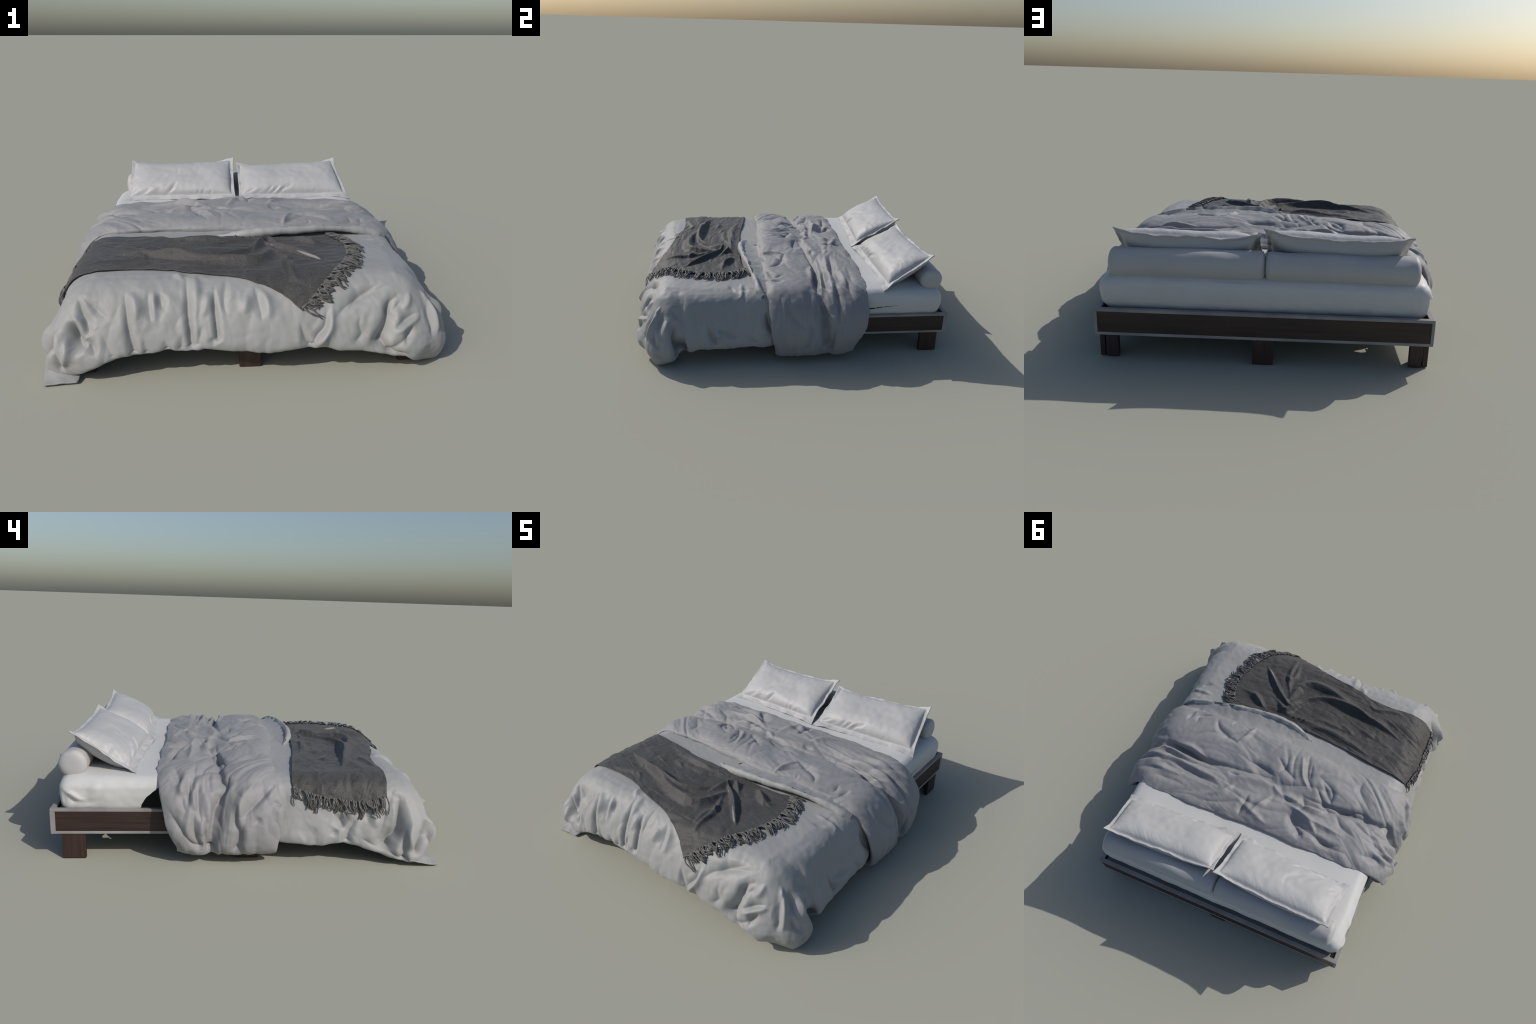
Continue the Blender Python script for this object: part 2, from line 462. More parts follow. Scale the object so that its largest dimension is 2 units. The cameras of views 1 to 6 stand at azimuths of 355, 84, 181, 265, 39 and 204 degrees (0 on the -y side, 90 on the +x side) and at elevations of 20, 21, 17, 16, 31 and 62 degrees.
# ------------------------------------------------------------------ lower duvet
# skirt stations round the bed: (anchor x, y, outward angle in degrees, profile of (out, z))
def prof(zt, *pts):
    return [(0.0, zt)] + list(pts)
SIDE = lambda w, hem: prof(0.429, (0.06, 0.412), (0.105, 0.378), (0.145 + w * 0.7, 0.30), (0.185 + w, 0.205), (0.20 + w, hem + 0.035), (0.18 + w, hem - 0.004), (0.11 + w, hem + 0.012))
FOOT = lambda w, hem: prof(0.430, (0.05, 0.419), (0.105, 0.386), (0.158 + w * 0.7, 0.325), (0.200 + w, 0.25), (0.223 + w, hem + 0.015), (0.202 + w, hem - 0.020), (0.13 + w, hem - 0.010))
STATIONS = [
    (0.70, 0.30, 0, SIDE(-0.06, 0.15)),
    (0.70, 0.05, 0, SIDE(-0.06, 0.15)),
    (0.70, -0.07, 0, SIDE(-0.035, 0.125)),
    (0.70, -0.20, 0, SIDE(0.0, 0.107)),
    (0.70, -0.40, 0, SIDE(0.0, 0.105)),
    (0.70, -0.56, 0, SIDE(0.005, 0.105)),
    (0.695, -0.645, -4, SIDE(0.01, 0.085)),
    (0.694, -0.668, -7, prof(0.429, (0.06, 0.410), (0.102, 0.368), (0.148, 0.285), (0.182, 0.195), (0.184, 0.115), (0.166, 0.068), (0.11, 0.07))),
    (0.69, -0.70, -14, prof(0.43, (0.06, 0.405), (0.105, 0.368), (0.175, 0.285), (0.232, 0.19), (0.25, 0.10), (0.222, 0.032), (0.14, 0.04))),
    (0.68, -0.735, -30, prof(0.43, (0.07, 0.405), (0.12, 0.368), (0.195, 0.285), (0.25, 0.19), (0.270, 0.09), (0.222, 0.010), (0.13, 0.015))),
    (0.67, -0.745, -50, prof(0.43, (0.07, 0.41), (0.125, 0.365), (0.18, 0.28), (0.23, 0.185), (0.242, 0.10), (0.175, 0.015), (0.11, 0.02))),
    (0.65, -0.745, -70, prof(0.43, (0.06, 0.42), (0.12, 0.37), (0.175, 0.28), (0.222, 0.19), (0.246, 0.125), (0.225, 0.07), (0.15, 0.07))),
    (0.56, -0.745, -85, FOOT(0.005, 0.12)),
    (0.40, -0.745, -90, FOOT(0.005, 0.152)),
    (0.24, -0.745, -90, FOOT(0.0, 0.168)),
    (0.10, -0.745, -90, FOOT(0.005, 0.150)),
    (-0.10, -0.745, -90, FOOT(0.0, 0.166)),
    (-0.38, -0.745, -90, FOOT(0.0, 0.162)),
    (-0.55, -0.745, -92, FOOT(0.0, 0.145)),
    (-0.645, -0.745, -105, prof(0.43, (0.06, 0.415), (0.12, 0.37), (0.17, 0.29), (0.210, 0.21), (0.236, 0.13), (0.222, 0.075), (0.15, 0.08))),
    (-0.675, -0.745, -130, prof(0.43, (0.07, 0.41), (0.13, 0.365), (0.19, 0.29), (0.237, 0.20), (0.248, 0.12), (0.20, 0.025), (0.12, 0.02))),
    (-0.685, -0.735, -155, prof(0.43, (0.07, 0.405), (0.125, 0.365), (0.18, 0.29), (0.237, 0.19), (0.270, 0.09), (0.245, 0.018), (0.14, 0.02))),
    (-0.70, -0.68, -172, prof(0.43, (0.06, 0.41), (0.11, 0.37), (0.155, 0.29), (0.198, 0.20), (0.228, 0.095), (0.212, 0.04), (0.14, 0.05))),
    (-0.70, -0.58, -180, SIDE(0.002, 0.088)),
    (-0.70, -0.43, -180, SIDE(-0.002, 0.108)),
    (-0.70, -0.25, -180, SIDE(0.0, 0.106)),
    (-0.70, -0.07, -180, SIDE(-0.03, 0.12)),
    (-0.70, 0.05, -180, SIDE(-0.06, 0.15)),
    (-0.70, 0.30, -180, SIDE(-0.06, 0.15)),
]
NU, NV_TOP, NV_SK = 1050, 60, 170
ctrl = np.array([[ax, ay, math.radians(an)] for ax, ay, an, _ in STATIONS])
prf = np.array([p for *_, p in STATIONS])                 # (stations, 8, 2)
# even spacing along the outer hem
outer = ctrl[:, :2] + np.stack([np.cos(ctrl[:, 2]), np.sin(ctrl[:, 2])], 1) * 0.17
dd = np.r_[0, np.cumsum(np.linalg.norm(np.diff(outer, axis=0), axis=1))]
tpar = np.interp(np.linspace(0, dd[-1], NU), dd, np.arange(len(STATIONS)))
A = catmull_at(ctrl, tpar)
PR = catmull_at(prf, tpar)                                  # (NU, 8, 2)
sk = np.zeros((NU, NV_SK, 2))
tv = np.linspace(0, 7, NV_SK)
for c in (0, 1):
    sk[:, :, c] = catmull_at(PR[:, :, c].T, tv).T
dirs = np.stack([np.cos(A[:, 2]), np.sin(A[:, 2])], 1)
skirt = np.zeros((NU, NV_SK, 3))
skirt[:, :, :2] = A[:, None, :2] + dirs[:, None, :] * sk[:, :, :1]
skirt[:, :, 2] = sk[:, :, 1]
spine = np.stack([np.clip(A[:, 0], -0.03, 0.03), np.maximum(A[:, 1], -0.35)], 1)
f = np.linspace(0, 1, NV_TOP, endpoint=False)[None, :, None]
topg = np.zeros((NU, NV_TOP, 3))
topg[:, :, :2] = spine[:, None] * (1 - f) + A[:, None, :2] * f
topg[:, :, 2] = (0.443 * (1 - f) + skirt[:, None, 0, 2:3] * f)[..., 0]
duvet_base = np.concatenate([topg, skirt], 1)
duvet_base = np.concatenate([duvet_base[:, :NV_TOP], smooth_grid(duvet_base, 8)[:, NV_TOP:]], 1)
duvet_base[..., 2] -= 0.02 * np.clip((duvet_base[..., 1] + 0.12) / 0.1, 0, 1)      # lies lower where the turned-back part covers it
DN = grid_normals(duvet_base)
if DN[NU // 2, 10, 2] < 0:
    DN = -DN
SK = Strokes(1.75, 0.10)      # folds of the lower duvet
#FOLDS_DUVET
SK.add(-0.018, 0.014, (-0.544, -0.865, 0.371), (-0.538, -0.902, 0.327), (-0.53, -0.941, 0.261), (-0.516, -0.964, 0.187), (-0.508, -0.964, 0.147), to_hem=True)
SK.add(-0.02, 0.012, (-0.279, -0.791, 0.421), (-0.274, -0.862, 0.375), (-0.271, -0.916, 0.304), (-0.264, -0.951, 0.236), (-0.262, -0.968, 0.177), to_hem=True)
SK.add(-0.016, 0.01, (-0.156, -0.836, 0.397), (-0.155, -0.899, 0.33), (-0.15, -0.937, 0.267), (-0.146, -0.961, 0.212), to_hem=True)
SK.add(-0.008, 0.012, (-0.102, -0.798, 0.418), (-0.115, -0.889, 0.343), (-0.104, -0.917, 0.303))
SK.add(0.01, 0.02, (-0.528, -0.849, 0.387), (-0.501, -0.882, 0.354), (-0.492, -0.926, 0.29))
SK.add(0.008, 0.015, (-0.421, -0.844, 0.391), (-0.42, -0.894, 0.338), (-0.416, -0.929, 0.283))
SK.add(-0.008, 0.015, (-0.446, -0.858, 0.379), (-0.437, -0.899, 0.331), (-0.433, -0.929, 0.284))
SK.add(-0.008, 0.015, (-0.395, -0.852, 0.384), (-0.386, -0.889, 0.344), (-0.373, -0.903, 0.326))
SK.add(0.008, 0.018, (-0.244, -0.762, 0.427), (-0.235, -0.863, 0.374), (-0.233, -0.917, 0.303))
SK.add(0.01, 0.018, (-0.187, -0.85, 0.385), (-0.189, -0.888, 0.345), (-0.212, -0.921, 0.295))
SK.add(0.006, 0.015, (-0.329, -0.739, 0.43), (-0.296, -0.79, 0.421))
SK.add(-0.014, 0.014, (-0.741, -0.851, 0.367), (-0.73, -0.886, 0.327), (-0.709, -0.911, 0.286), (-0.696, -0.935, 0.24))
SK.add(0.015, 0.018, (-0.769, -0.889, 0.31), (-0.742, -0.913, 0.279), (-0.726, -0.935, 0.237), (-0.705, -0.946, 0.214))
SK.add(-0.045, 0.03, (-0.764, -0.902, 0.293), (-0.759, -0.931, 0.241), (-0.743, -0.948, 0.202), (-0.71, -0.958, 0.182))
SK.add(-0.008, 0.015, (-0.719, -0.853, 0.372), (-0.671, -0.886, 0.334), (-0.619, -0.914, 0.298))
SK.add(-0.02, 0.014, (-0.673, -0.971, 0.149), (-0.697, -0.953, 0.198), (-0.722, -0.943, 0.218))
SK.add(-0.006, 0.012, (-0.645, -0.942, 0.237), (-0.621, -0.962, 0.19), (-0.603, -0.97, 0.141), to_hem=True)
SK.add(-0.009, 0.012, (-0.464, -0.959, 0.21), (-0.455, -0.962, 0.149), to_hem=True)
SK.add(-0.009, 0.012, (-0.376, -0.961, 0.208), (-0.366, -0.963, 0.155), to_hem=True)
SK.add(-0.009, 0.012, (-0.299, -0.954, 0.229), (-0.305, -0.967, 0.169), to_hem=True)
SK.add(-0.008, 0.012, (-0.213, -0.941, 0.257), (-0.232, -0.967, 0.185), to_hem=True)
SK.add(-0.007, 0.012, (-0.171, -0.959, 0.217), (-0.164, -0.967, 0.173))
SK.add(0.01, 0.02, (-0.85, -0.88, 0.243), (-0.832, -0.927, 0.19), (-0.833, -0.929, 0.099))
SK.add(-0.009, 0.014, (-0.895, -0.861, 0.181), (-0.87, -0.915, 0.141), (-0.84, -0.924, 0.091))
SK.add(-0.012, 0.012, (0.219, -0.944, 0.253), (0.236, -0.964, 0.204), (0.256, -0.966, 0.167), to_hem=True)
SK.add(0.014, 0.018, (0.363, -0.909, 0.32), (0.353, -0.949, 0.25), (0.323, -0.966, 0.201), (0.28, -0.968, 0.172), to_hem=True)
SK.add(-0.016, 0.012, (0.336, -0.924, 0.296), (0.326, -0.951, 0.241), (0.294, -0.964, 0.207), (0.275, -0.968, 0.172), to_hem=True)
SK.add(-0.012, 0.02, (0.635, -0.849, 0.385), (0.54, -0.872, 0.366), (0.462, -0.898, 0.338), (0.41, -0.919, 0.307), (0.378, -0.937, 0.275))
SK.add(-0.032, 0.022, (0.664, -0.877, 0.348), (0.624, -0.903, 0.319), (0.612, -0.941, 0.262), (0.596, -0.958, 0.218), (0.572, -0.968, 0.17), to_hem=True)
SK.add(0.008, 0.014, (0.723, -0.862, 0.355), (0.707, -0.893, 0.311), (0.684, -0.908, 0.292))
SK.add(-0.008, 0.012, (0.677, -0.889, 0.326), (0.641, -0.92, 0.288))
SK.add(0.01, 0.015, (0.768, -0.906, 0.256), (0.71, -0.935, 0.234), (0.65, -0.961, 0.201))
SK.add(-0.013, 0.012, (0.752, -0.903, 0.271), (0.69, -0.934, 0.245), (0.646, -0.955, 0.22))
SK.add(-0.013, 0.014, (0.809, -0.824, 0.331), (0.819, -0.87, 0.274), (0.834, -0.903, 0.208), (0.832, -0.925, 0.153))
SK.add(-0.009, 0.015, (0.485, -0.939, 0.277), (0.478, -0.952, 0.246), (0.493, -0.962, 0.208), (0.473, -0.969, 0.181), to_hem=True)
SK.add(-0.009, 0.014, (0.613, -0.974, 0.128), (0.665, -0.974, 0.153), (0.696, -0.964, 0.179))
SK.add(-0.012, 0.014, (0.599, -0.973, 0.123), (0.711, -0.973, 0.09))
SK.add(0.008, 0.02, (0.054, -0.852, 0.384), (0.079, -0.898, 0.336), (0.081, -0.935, 0.28))
SK.add(-0.008, 0.015, (0.022, -0.838, 0.395), (0.045, -0.908, 0.321), (0.047, -0.938, 0.273))
SK.add(0.008, 0.02, (-0.014, -0.869, 0.368), (-0.028, -0.921, 0.299))
SK.add(-0.042, 0.022, (0.863, -0.731, 0.276), (0.893, -0.736, 0.225), (0.904, -0.724, 0.174), (0.877, -0.694, 0.095), to_hem=True)
SK.add(0.014, 0.014, (0.792, -0.825, 0.346), (0.829, -0.858, 0.281), (0.849, -0.884, 0.226), (0.859, -0.907, 0.164))
SK.add(-0.012, 0.018, (0.819, -0.803, 0.331), (0.869, -0.823, 0.263), (0.894, -0.831, 0.22))
SK.add(0.012, 0.02, (0.855, -0.781, 0.292), (0.892, -0.789, 0.236), (0.907, -0.806, 0.207))
SK.add(-0.008, 0.02, (0.812, -0.748, 0.345), (0.849, -0.711, 0.287))
SK.add(-0.015, 0.014, (0.862, -0.534, 0.27), (0.888, -0.514, 0.207), (0.902, -0.489, 0.151), to_hem=True)
SK.add(0.01, 0.02, (0.878, -0.471, 0.229), (0.897, -0.472, 0.172))
SK.add(-0.009, 0.014, (0.892, -0.28, 0.192), (0.902, -0.25, 0.139), to_hem=True)
SK.add(-0.008, 0.014, (0.874, -0.441, 0.235), (0.887, -0.404, 0.198), (0.892, -0.344, 0.185))
SK.add(-0.006, 0.03, (0.81, -0.605, 0.369), (0.862, -0.597, 0.272), (0.894, -0.577, 0.193))
SK.add(-0.015, 0.02, (0.833, -0.174, 0.322), (0.857, -0.158, 0.257), (0.874, -0.136, 0.197))
SK.add(-0.01, 0.012, (0.631, -0.892, 0.333), (0.621, -0.92, 0.294), (0.646, -0.938, 0.258))
SK.add(-0.008, 0.014, (0.576, -0.845, 0.389), (0.483, -0.884, 0.354), (0.441, -0.921, 0.305))
SK.add(-0.008, 0.012, (0.924, -0.851, 0.103), (0.93, -0.793, 0.066))
SK.add(-0.01, 0.014, (0.915, -0.823, 0.179), (0.928, -0.833, 0.12))
SK.add(-0.007, 0.012, (0.675, -0.395, 0.43), (0.739, -0.367, 0.42))
SK.add(0.006, 0.012, (0.647, -0.318, 0.43), (0.763, -0.321, 0.411), (0.785, -0.34, 0.398))
SK.add(-0.007, 0.012, (0.668, -0.302, 0.43), (0.777, -0.309, 0.403))
SK.add(-0.018, 0.018, (-0.86, -0.421, 0.264), (-0.875, -0.448, 0.228), (-0.886, -0.46, 0.196))
SK.add(-0.015, 0.014, (-0.872, -0.523, 0.239), (-0.89, -0.488, 0.185), (-0.897, -0.479, 0.128), to_hem=True)
SK.add(0.008, 0.02, (-0.867, -0.477, 0.248), (-0.863, -0.506, 0.259), (-0.854, -0.535, 0.28))
SK.add(-0.007, 0.02, (-0.855, -0.575, 0.28), (-0.883, -0.59, 0.219))
SK.add(0.008, 0.018, (-0.866, -0.62, 0.26), (-0.892, -0.63, 0.198))
SK.add(-0.011, 0.02, (-0.805, -0.72, 0.372), (-0.847, -0.691, 0.302), (-0.881, -0.664, 0.23), (-0.908, -0.642, 0.139), to_hem=True)
SK.add(-0.048, 0.028, (-0.827, -0.752, 0.337), (-0.872, -0.746, 0.257), (-0.901, -0.726, 0.19), (-0.911, -0.692, 0.152), (-0.918, -0.671, 0.106), to_hem=True)
SK.add(0.01, 0.014, (-0.848, -0.726, 0.302), (-0.897, -0.715, 0.2), (-0.909, -0.686, 0.157))
SK.add(-0.03, 0.022, (-0.847, -0.884, 0.242), (-0.882, -0.884, 0.182), (-0.921, -0.853, 0.125), (-0.931, -0.841, 0.093), to_hem=True)
SK.add(0.012, 0.02, (-0.883, -0.814, 0.231), (-0.919, -0.793, 0.155), (-0.933, -0.835, 0.094))
SK.add(-0.008, 0.012, (-0.92, -0.685, 0.07), (-0.931, -0.801, 0.038))
SK.add(-0.006, 0.03, (-0.9, -0.251, 0.136), (-0.889, -0.323, 0.197))
SK.add(-0.008, 0.014, (-0.897, -0.391, 0.164), (-0.89, -0.431, 0.185))
SK.add(-0.008, 0.014, (-0.9, -0.558, 0.141), (-0.909, -0.628, 0.102))
SK.add(-0.02, 0.014, (0.576, -0.964, 0.195), (0.592, -0.971, 0.15), (0.619, -0.974, 0.117), to_hem=True)
SK.add(-0.014, 0.012, (0.731, -0.934, 0.227), (0.707, -0.959, 0.187), (0.695, -0.975, 0.147))
SK.add(-0.014, 0.012, (0.876, -0.857, 0.229), (0.898, -0.862, 0.184), (0.922, -0.841, 0.14))
SK.add(-0.02, 0.014, (-0.909, -0.776, 0.181), (-0.931, -0.77, 0.111), (-0.933, -0.77, 0.051), to_hem=True)
SK.add(0.012, 0.014, (-0.804, -0.93, 0.219), (-0.797, -0.952, 0.159), (-0.823, -0.928, 0.083))
SK.add(-0.014, 0.012, (-0.868, -0.901, 0.182), (-0.856, -0.925, 0.132), (-0.841, -0.913, 0.065), to_hem=True)
def duvet_shape(base, n):
    low = np.clip((0.46 - base[..., 2]) / 0.1, 0, 1)
    d = 0.009 * perlin(base * np.array([4.5, 4.5, 2.2])) * (0.2 + 0.8 * low)
    d = d + 0.006 * billow(base * np.array([7, 7, 2.2]) + 5) * low
    d = d + 0.0015 * billow(base * np.array([19, 19, 8.0]) + 15) * low
    d = d + 0.0015 * perlin(base * 30 + 2)
    d = d + SK.field(base)
    G = base + n * smooth_grid(d[..., None], 1)
    hem = np.clip((0.21 - base[..., 2]) / 0.1, 0, 1)
    G[..., 2] += 0.011 * hem * perlin(base * np.array([11, 11, 0.0]) + 2.5)
    G[..., 2] = np.maximum(G[..., 2], 0.002)
    return G
duvet_grid = duvet_shape(duvet_base, DN)
duvet = child(mesh_from_grid('duvet', duvet_grid, M_DUVET))

# corner of the cover lying on the ground
def corner_tip():
    rows = np.array([
        [(-0.93, -0.80, 0.035), (-0.86, -0.80, 0.05), (-0.77, -0.83, 0.04)],
        [(-0.925, -0.86, 0.022), (-0.86, -0.87, 0.035), (-0.765, -0.88, 0.022)],
        [(-0.915, -0.92, 0.006), (-0.85, -0.92, 0.018), (-0.765, -0.92, 0.008)],
        [(-0.912, -0.958, 0.003), (-0.84, -0.95, 0.008), (-0.77, -0.943, 0.004)]], float)
    G = np.stack([catmull(rows[:, j], 40) for j in range(3)], 1)
    G = np.stack([catmull(G[i], 40) for i in range(40)], 0)
    G[..., 2] += 0.003 * perlin(G * 25)
    G[..., 2] = np.maximum(G[..., 2], 0.001)
    ob = mesh_from_grid('duvet_corner', G, M_DUVET)
    s = ob.modifiers.new('thick', 'SOLIDIFY'); s.thickness = 0.006; s.offset = 1
    modifier_apply(ob)
    return child(ob)
corner_tip()

# ------------------------------------------------------------------ folded-back part of the duvet
# across the bed: (x, z, normal x, normal z, y head edge, y crest, h, y groove, h, y crest, h, y foot edge)
XS = [
    (-0.80, 0.082, 0.0, -1.0, 0.37, 0.27, 0.01, 0.20, 0.006, 0.05, 0.01, -0.10),
    (-0.855, 0.064, -0.7, -0.7, 0.378, 0.28, 0.022, 0.20, 0.008, 0.04, 0.022, -0.115),
    (-0.888, 0.105, -1.0, 0.0, 0.382, 0.30, 0.03, 0.195, 0.010, 0.03, 0.04, -0.12),
    (-0.889, 0.20, -1.0, 0.1, 0.425, 0.32, 0.04, 0.175, 0.004, 0.02, 0.04, -0.145),
    (-0.858, 0.30, -0.93, 0.36, 0.445, 0.31, 0.042, 0.165, 0.002, 0.02, 0.042, -0.15),
    (-0.795, 0.385, -0.7, 0.7, 0.46, 0.31, 0.032, 0.175, 0.006, 0.03, 0.042, -0.13),
    (-0.70, 0.419, -0.25, 1.0, 0.475, 0.32, 0.034, 0.175, 0.012, 0.03, 0.045, -0.115),
    (-0.45, 0.435, 0.0, 1.0, 0.48, 0.34, 0.030, 0.185, 0.018, 0.02, 0.05, -0.125),
    (-0.15, 0.438, 0.0, 1.0, 0.472, 0.33, 0.042, 0.165, 0.030, 0.00, 0.062, -0.145),
    (0.12, 0.438, 0.0, 1.0, 0.472, 0.33, 0.042, 0.14, 0.028, -0.01, 0.058, -0.175),
    (0.45, 0.435, 0.0, 1.0, 0.48, 0.34, 0.030, 0.18, 0.018, -0.01, 0.050, -0.178),
    (0.70, 0.419, 0.25, 1.0, 0.475, 0.33, 0.034, 0.17, 0.014, -0.01, 0.046, -0.165),
    (0.795, 0.385, 0.7, 0.7, 0.465, 0.33, 0.032, 0.155, 0.010, -0.01, 0.042, -0.168),
    (0.858, 0.30, 0.93, 0.36, 0.46, 0.33, 0.045, 0.165, 0.012, 0.00, 0.046, -0.15),
    (0.895, 0.20, 1.0, 0.1, 0.425, 0.32, 0.045, 0.185, 0.012, 0.00, 0.045, -0.145),
    (0.893, 0.10, 1.0, 0.0, 0.384, 0.30, 0.04, 0.205, 0.010, 0.02, 0.038, -0.12),
    (0.865, 0.055, 0.7, -0.7, 0.380, 0.29, 0.022, 0.205, 0.008, 0.03, 0.022, -0.115),
    (0.80, 0.075, 0.0, -1.0, 0.38, 0.27, 0.01, 0.20, 0.006, 0.05, 0.01, -0.10),
]
NA, NB = 900, 320
X = np.array(XS)
dd = np.r_[0, np.cumsum(np.hypot(np.diff(X[:, 0]), np.diff(X[:, 1])))]
ta = np.interp(np.linspace(0, dd[-1], NA), dd, np.arange(len(X)))
XA = catmull_at(X, ta)
nrm = XA[:, 2:4] / np.linalg.norm(XA[:, 2:4], axis=1, keepdims=True)
yh, y1, h1, yg, hg, y2, h2, yf = XA[:, 4:].T
z0 = np.zeros_like(yh)
secy = np.stack([yh - 0.09, yh - 0.02, yh + 0.000, yh - 0.012, yh - 0.055, y1, (y1 * 0.45 + yg * 0.55), yg, yg * 0.55 + y2 * 0.45, y2, yf + 0.05, yf + 0.002, yf - 0.003, yf + 0.02, yf + 0.09], 1)
sech = np.stack([z0 - 0.012, z0 - 0.012, z0 + 0.002, h1 * 0.36, h1 * 0.76, h1, h1 * 0.72 + hg * 0.28, hg, h2 * 0.75 + hg * 0.25, h2, h2 * 0.88, h2 * 0.5, z0 + 0.006, z0 - 0.010, z0 - 0.012], 1)
tb = np.linspace(0, secy.shape[1] - 1, NB)
FY = catmull_at(secy.T, tb).T
FH = catmull_at(sech.T, tb).T
fold_base = np.stack([XA[:, None, 0] + nrm[:, None, 0] * FH, FY, XA[:, None, 1] + nrm[:, None, 1] * FH], -1)
fold_base = smooth_grid(fold_base, 3)
FN = grid_normals(fold_base)
if FN[NA // 2, NB // 2, 2] < 0:
    FN = -FN
FK = Strokes(1.65, 0.10)      # folds of the turned-back part
#FOLDS_FOLD
FK.add(-0.022, 0.014, (-0.015, 0.137, 0.471), (0.272, 0.162, 0.461), (0.447, 0.179, 0.453), (0.672, 0.152, 0.441), (0.789, 0.164, 0.402), (0.863, 0.179, 0.319), (0.893, 0.183, 0.256), (0.908, 0.199, 0.13), to_hem=True)
FK.add(-0.013, 0.012, (0.53, 0.222, 0.453), (0.697, 0.203, 0.438), (0.836, 0.228, 0.383))
FK.add(-0.018, 0.012, (0.687, 0.272, 0.452), (0.799, 0.266, 0.417), (0.88, 0.269, 0.339), (0.925, 0.26, 0.244))
FK.add(0.013, 0.014, (0.577, 0.197, 0.446), (0.778, 0.165, 0.41), (0.838, 0.181, 0.359))
FK.add(-0.015, 0.016, (0.274, 0.316, 0.474), (0.475, 0.29, 0.463), (0.674, 0.269, 0.453))
FK.add(0.011, 0.016, (0.287, 0.28, 0.472), (0.469, 0.259, 0.461), (0.694, 0.246, 0.449), (0.785, 0.247, 0.424))
FK.add(-0.01, 0.014, (0.655, 0.347, 0.457), (0.785, 0.35, 0.429), (0.83, 0.36, 0.397))
FK.add(0.008, 0.012, (0.54, 0.341, 0.462), (0.747, 0.333, 0.444))
FK.add(-0.007, 0.02, (0.739, 0.104, 0.445), (0.836, 0.084, 0.393), (0.876, 0.092, 0.341))
FK.add(-0.011, 0.018, (0.845, -0.059, 0.394), (0.901, -0.017, 0.317), (0.928, 0.059, 0.245))
FK.add(-0.012, 0.012, (0.9, 0.09, 0.301), (0.93, 0.101, 0.212), (0.934, 0.076, 0.122), to_hem=True)
FK.add(-0.014, 0.012, (0.917, 0.238, 0.253), (0.928, 0.234, 0.18), (0.905, 0.22, 0.094), to_hem=True)
FK.add(-0.007, 0.012, (0.92, 0.283, 0.267), (0.936, 0.278, 0.21))
FK.add(-0.014, 0.014, (0.289, -0.003, 0.491), (0.446, -0.061, 0.484), (0.493, -0.123, 0.477))
FK.add(0.011, 0.012, (0.231, -0.169, 0.471), (0.255, -0.085, 0.49), (0.297, -0.01, 0.491))
FK.add(-0.009, 0.01, (0.266, -0.179, 0.463), (0.373, -0.15, 0.477), (0.373, -0.117, 0.484))
FK.add(0.014, 0.016, (-0.418, 0.19, 0.455), (-0.337, 0.231, 0.465), (-0.109, 0.213, 0.474), (-0.04, 0.169, 0.469))
FK.add(-0.008, 0.024, (-0.205, 0.314, 0.478), (-0.347, 0.433, 0.461))
FK.add(0.014, 0.014, (-0.543, 0.32, 0.462), (-0.316, 0.3, 0.472), (-0.163, 0.262, 0.478))
FK.add(-0.006, 0.01, (-0.86, -0.092, 0.266), (-0.309, -0.024, 0.493), (-0.385, 0.1, 0.483))
FK.add(-0.006, 0.01, (-0.108, -0.146, 0.471), (-0.106, -0.01, 0.5), (-0.165, 0.152, 0.471))
FK.add(-0.005, 0.01, (0.009, -0.163, 0.468), (0.055, -0.015, 0.498))
FK.add(-0.01, 0.012, (0.542, -0.141, 0.471), (0.62, -0.112, 0.47), (0.617, -0.05, 0.474))
FK.add(-0.009, 0.012, (0.671, -0.136, 0.459), (0.69, -0.059, 0.466))
FK.add(-0.009, 0.015, (0.114, 0.362, 0.478), (0.256, 0.423, 0.465), (0.331, 0.44, 0.459))
FK.add(0.01, 0.015, (0.183, 0.258, 0.476), (0.24, 0.343, 0.475), (0.315, 0.396, 0.467))
FK.add(-0.01, 0.014, (0.183, 0.196, 0.47), (0.264, 0.197, 0.465))
FK.add(-0.026, 0.014, (-0.255, 0.173, 0.464), (-0.528, 0.17, 0.451), (-0.791, 0.158, 0.402), (-0.84, 0.163, 0.338), (-0.872, 0.177, 0.279), (-0.9, 0.195, 0.17), (-0.886, 0.203, 0.077), to_hem=True)
FK.add(-0.02, 0.014, (-0.791, 0.32, 0.426), (-0.853, 0.314, 0.376), (-0.894, 0.317, 0.321))
FK.add(-0.018, 0.018, (-0.71, 0.389, 0.447), (-0.793, 0.367, 0.421), (-0.829, 0.379, 0.393))
FK.add(0.013, 0.018, (-0.772, 0.344, 0.435), (-0.831, 0.351, 0.394), (-0.867, 0.346, 0.356))
FK.add(-0.013, 0.014, (-0.678, 0.284, 0.454), (-0.796, 0.296, 0.423), (-0.853, 0.3, 0.376))
FK.add(0.011, 0.014, (-0.841, 0.3, 0.388), (-0.89, 0.285, 0.325), (-0.905, 0.271, 0.291))
FK.add(-0.015, 0.016, (-0.822, 0.267, 0.401), (-0.883, 0.266, 0.333), (-0.907, 0.261, 0.282), (-0.916, 0.252, 0.236))
FK.add(-0.011, 0.02, (-0.718, 0.225, 0.441), (-0.794, 0.206, 0.403), (-0.832, 0.201, 0.365))
FK.add(-0.013, 0.018, (-0.892, 0.409, 0.286), (-0.921, 0.362, 0.208), (-0.924, 0.307, 0.13), (-0.916, 0.269, 0.106), to_hem=True)
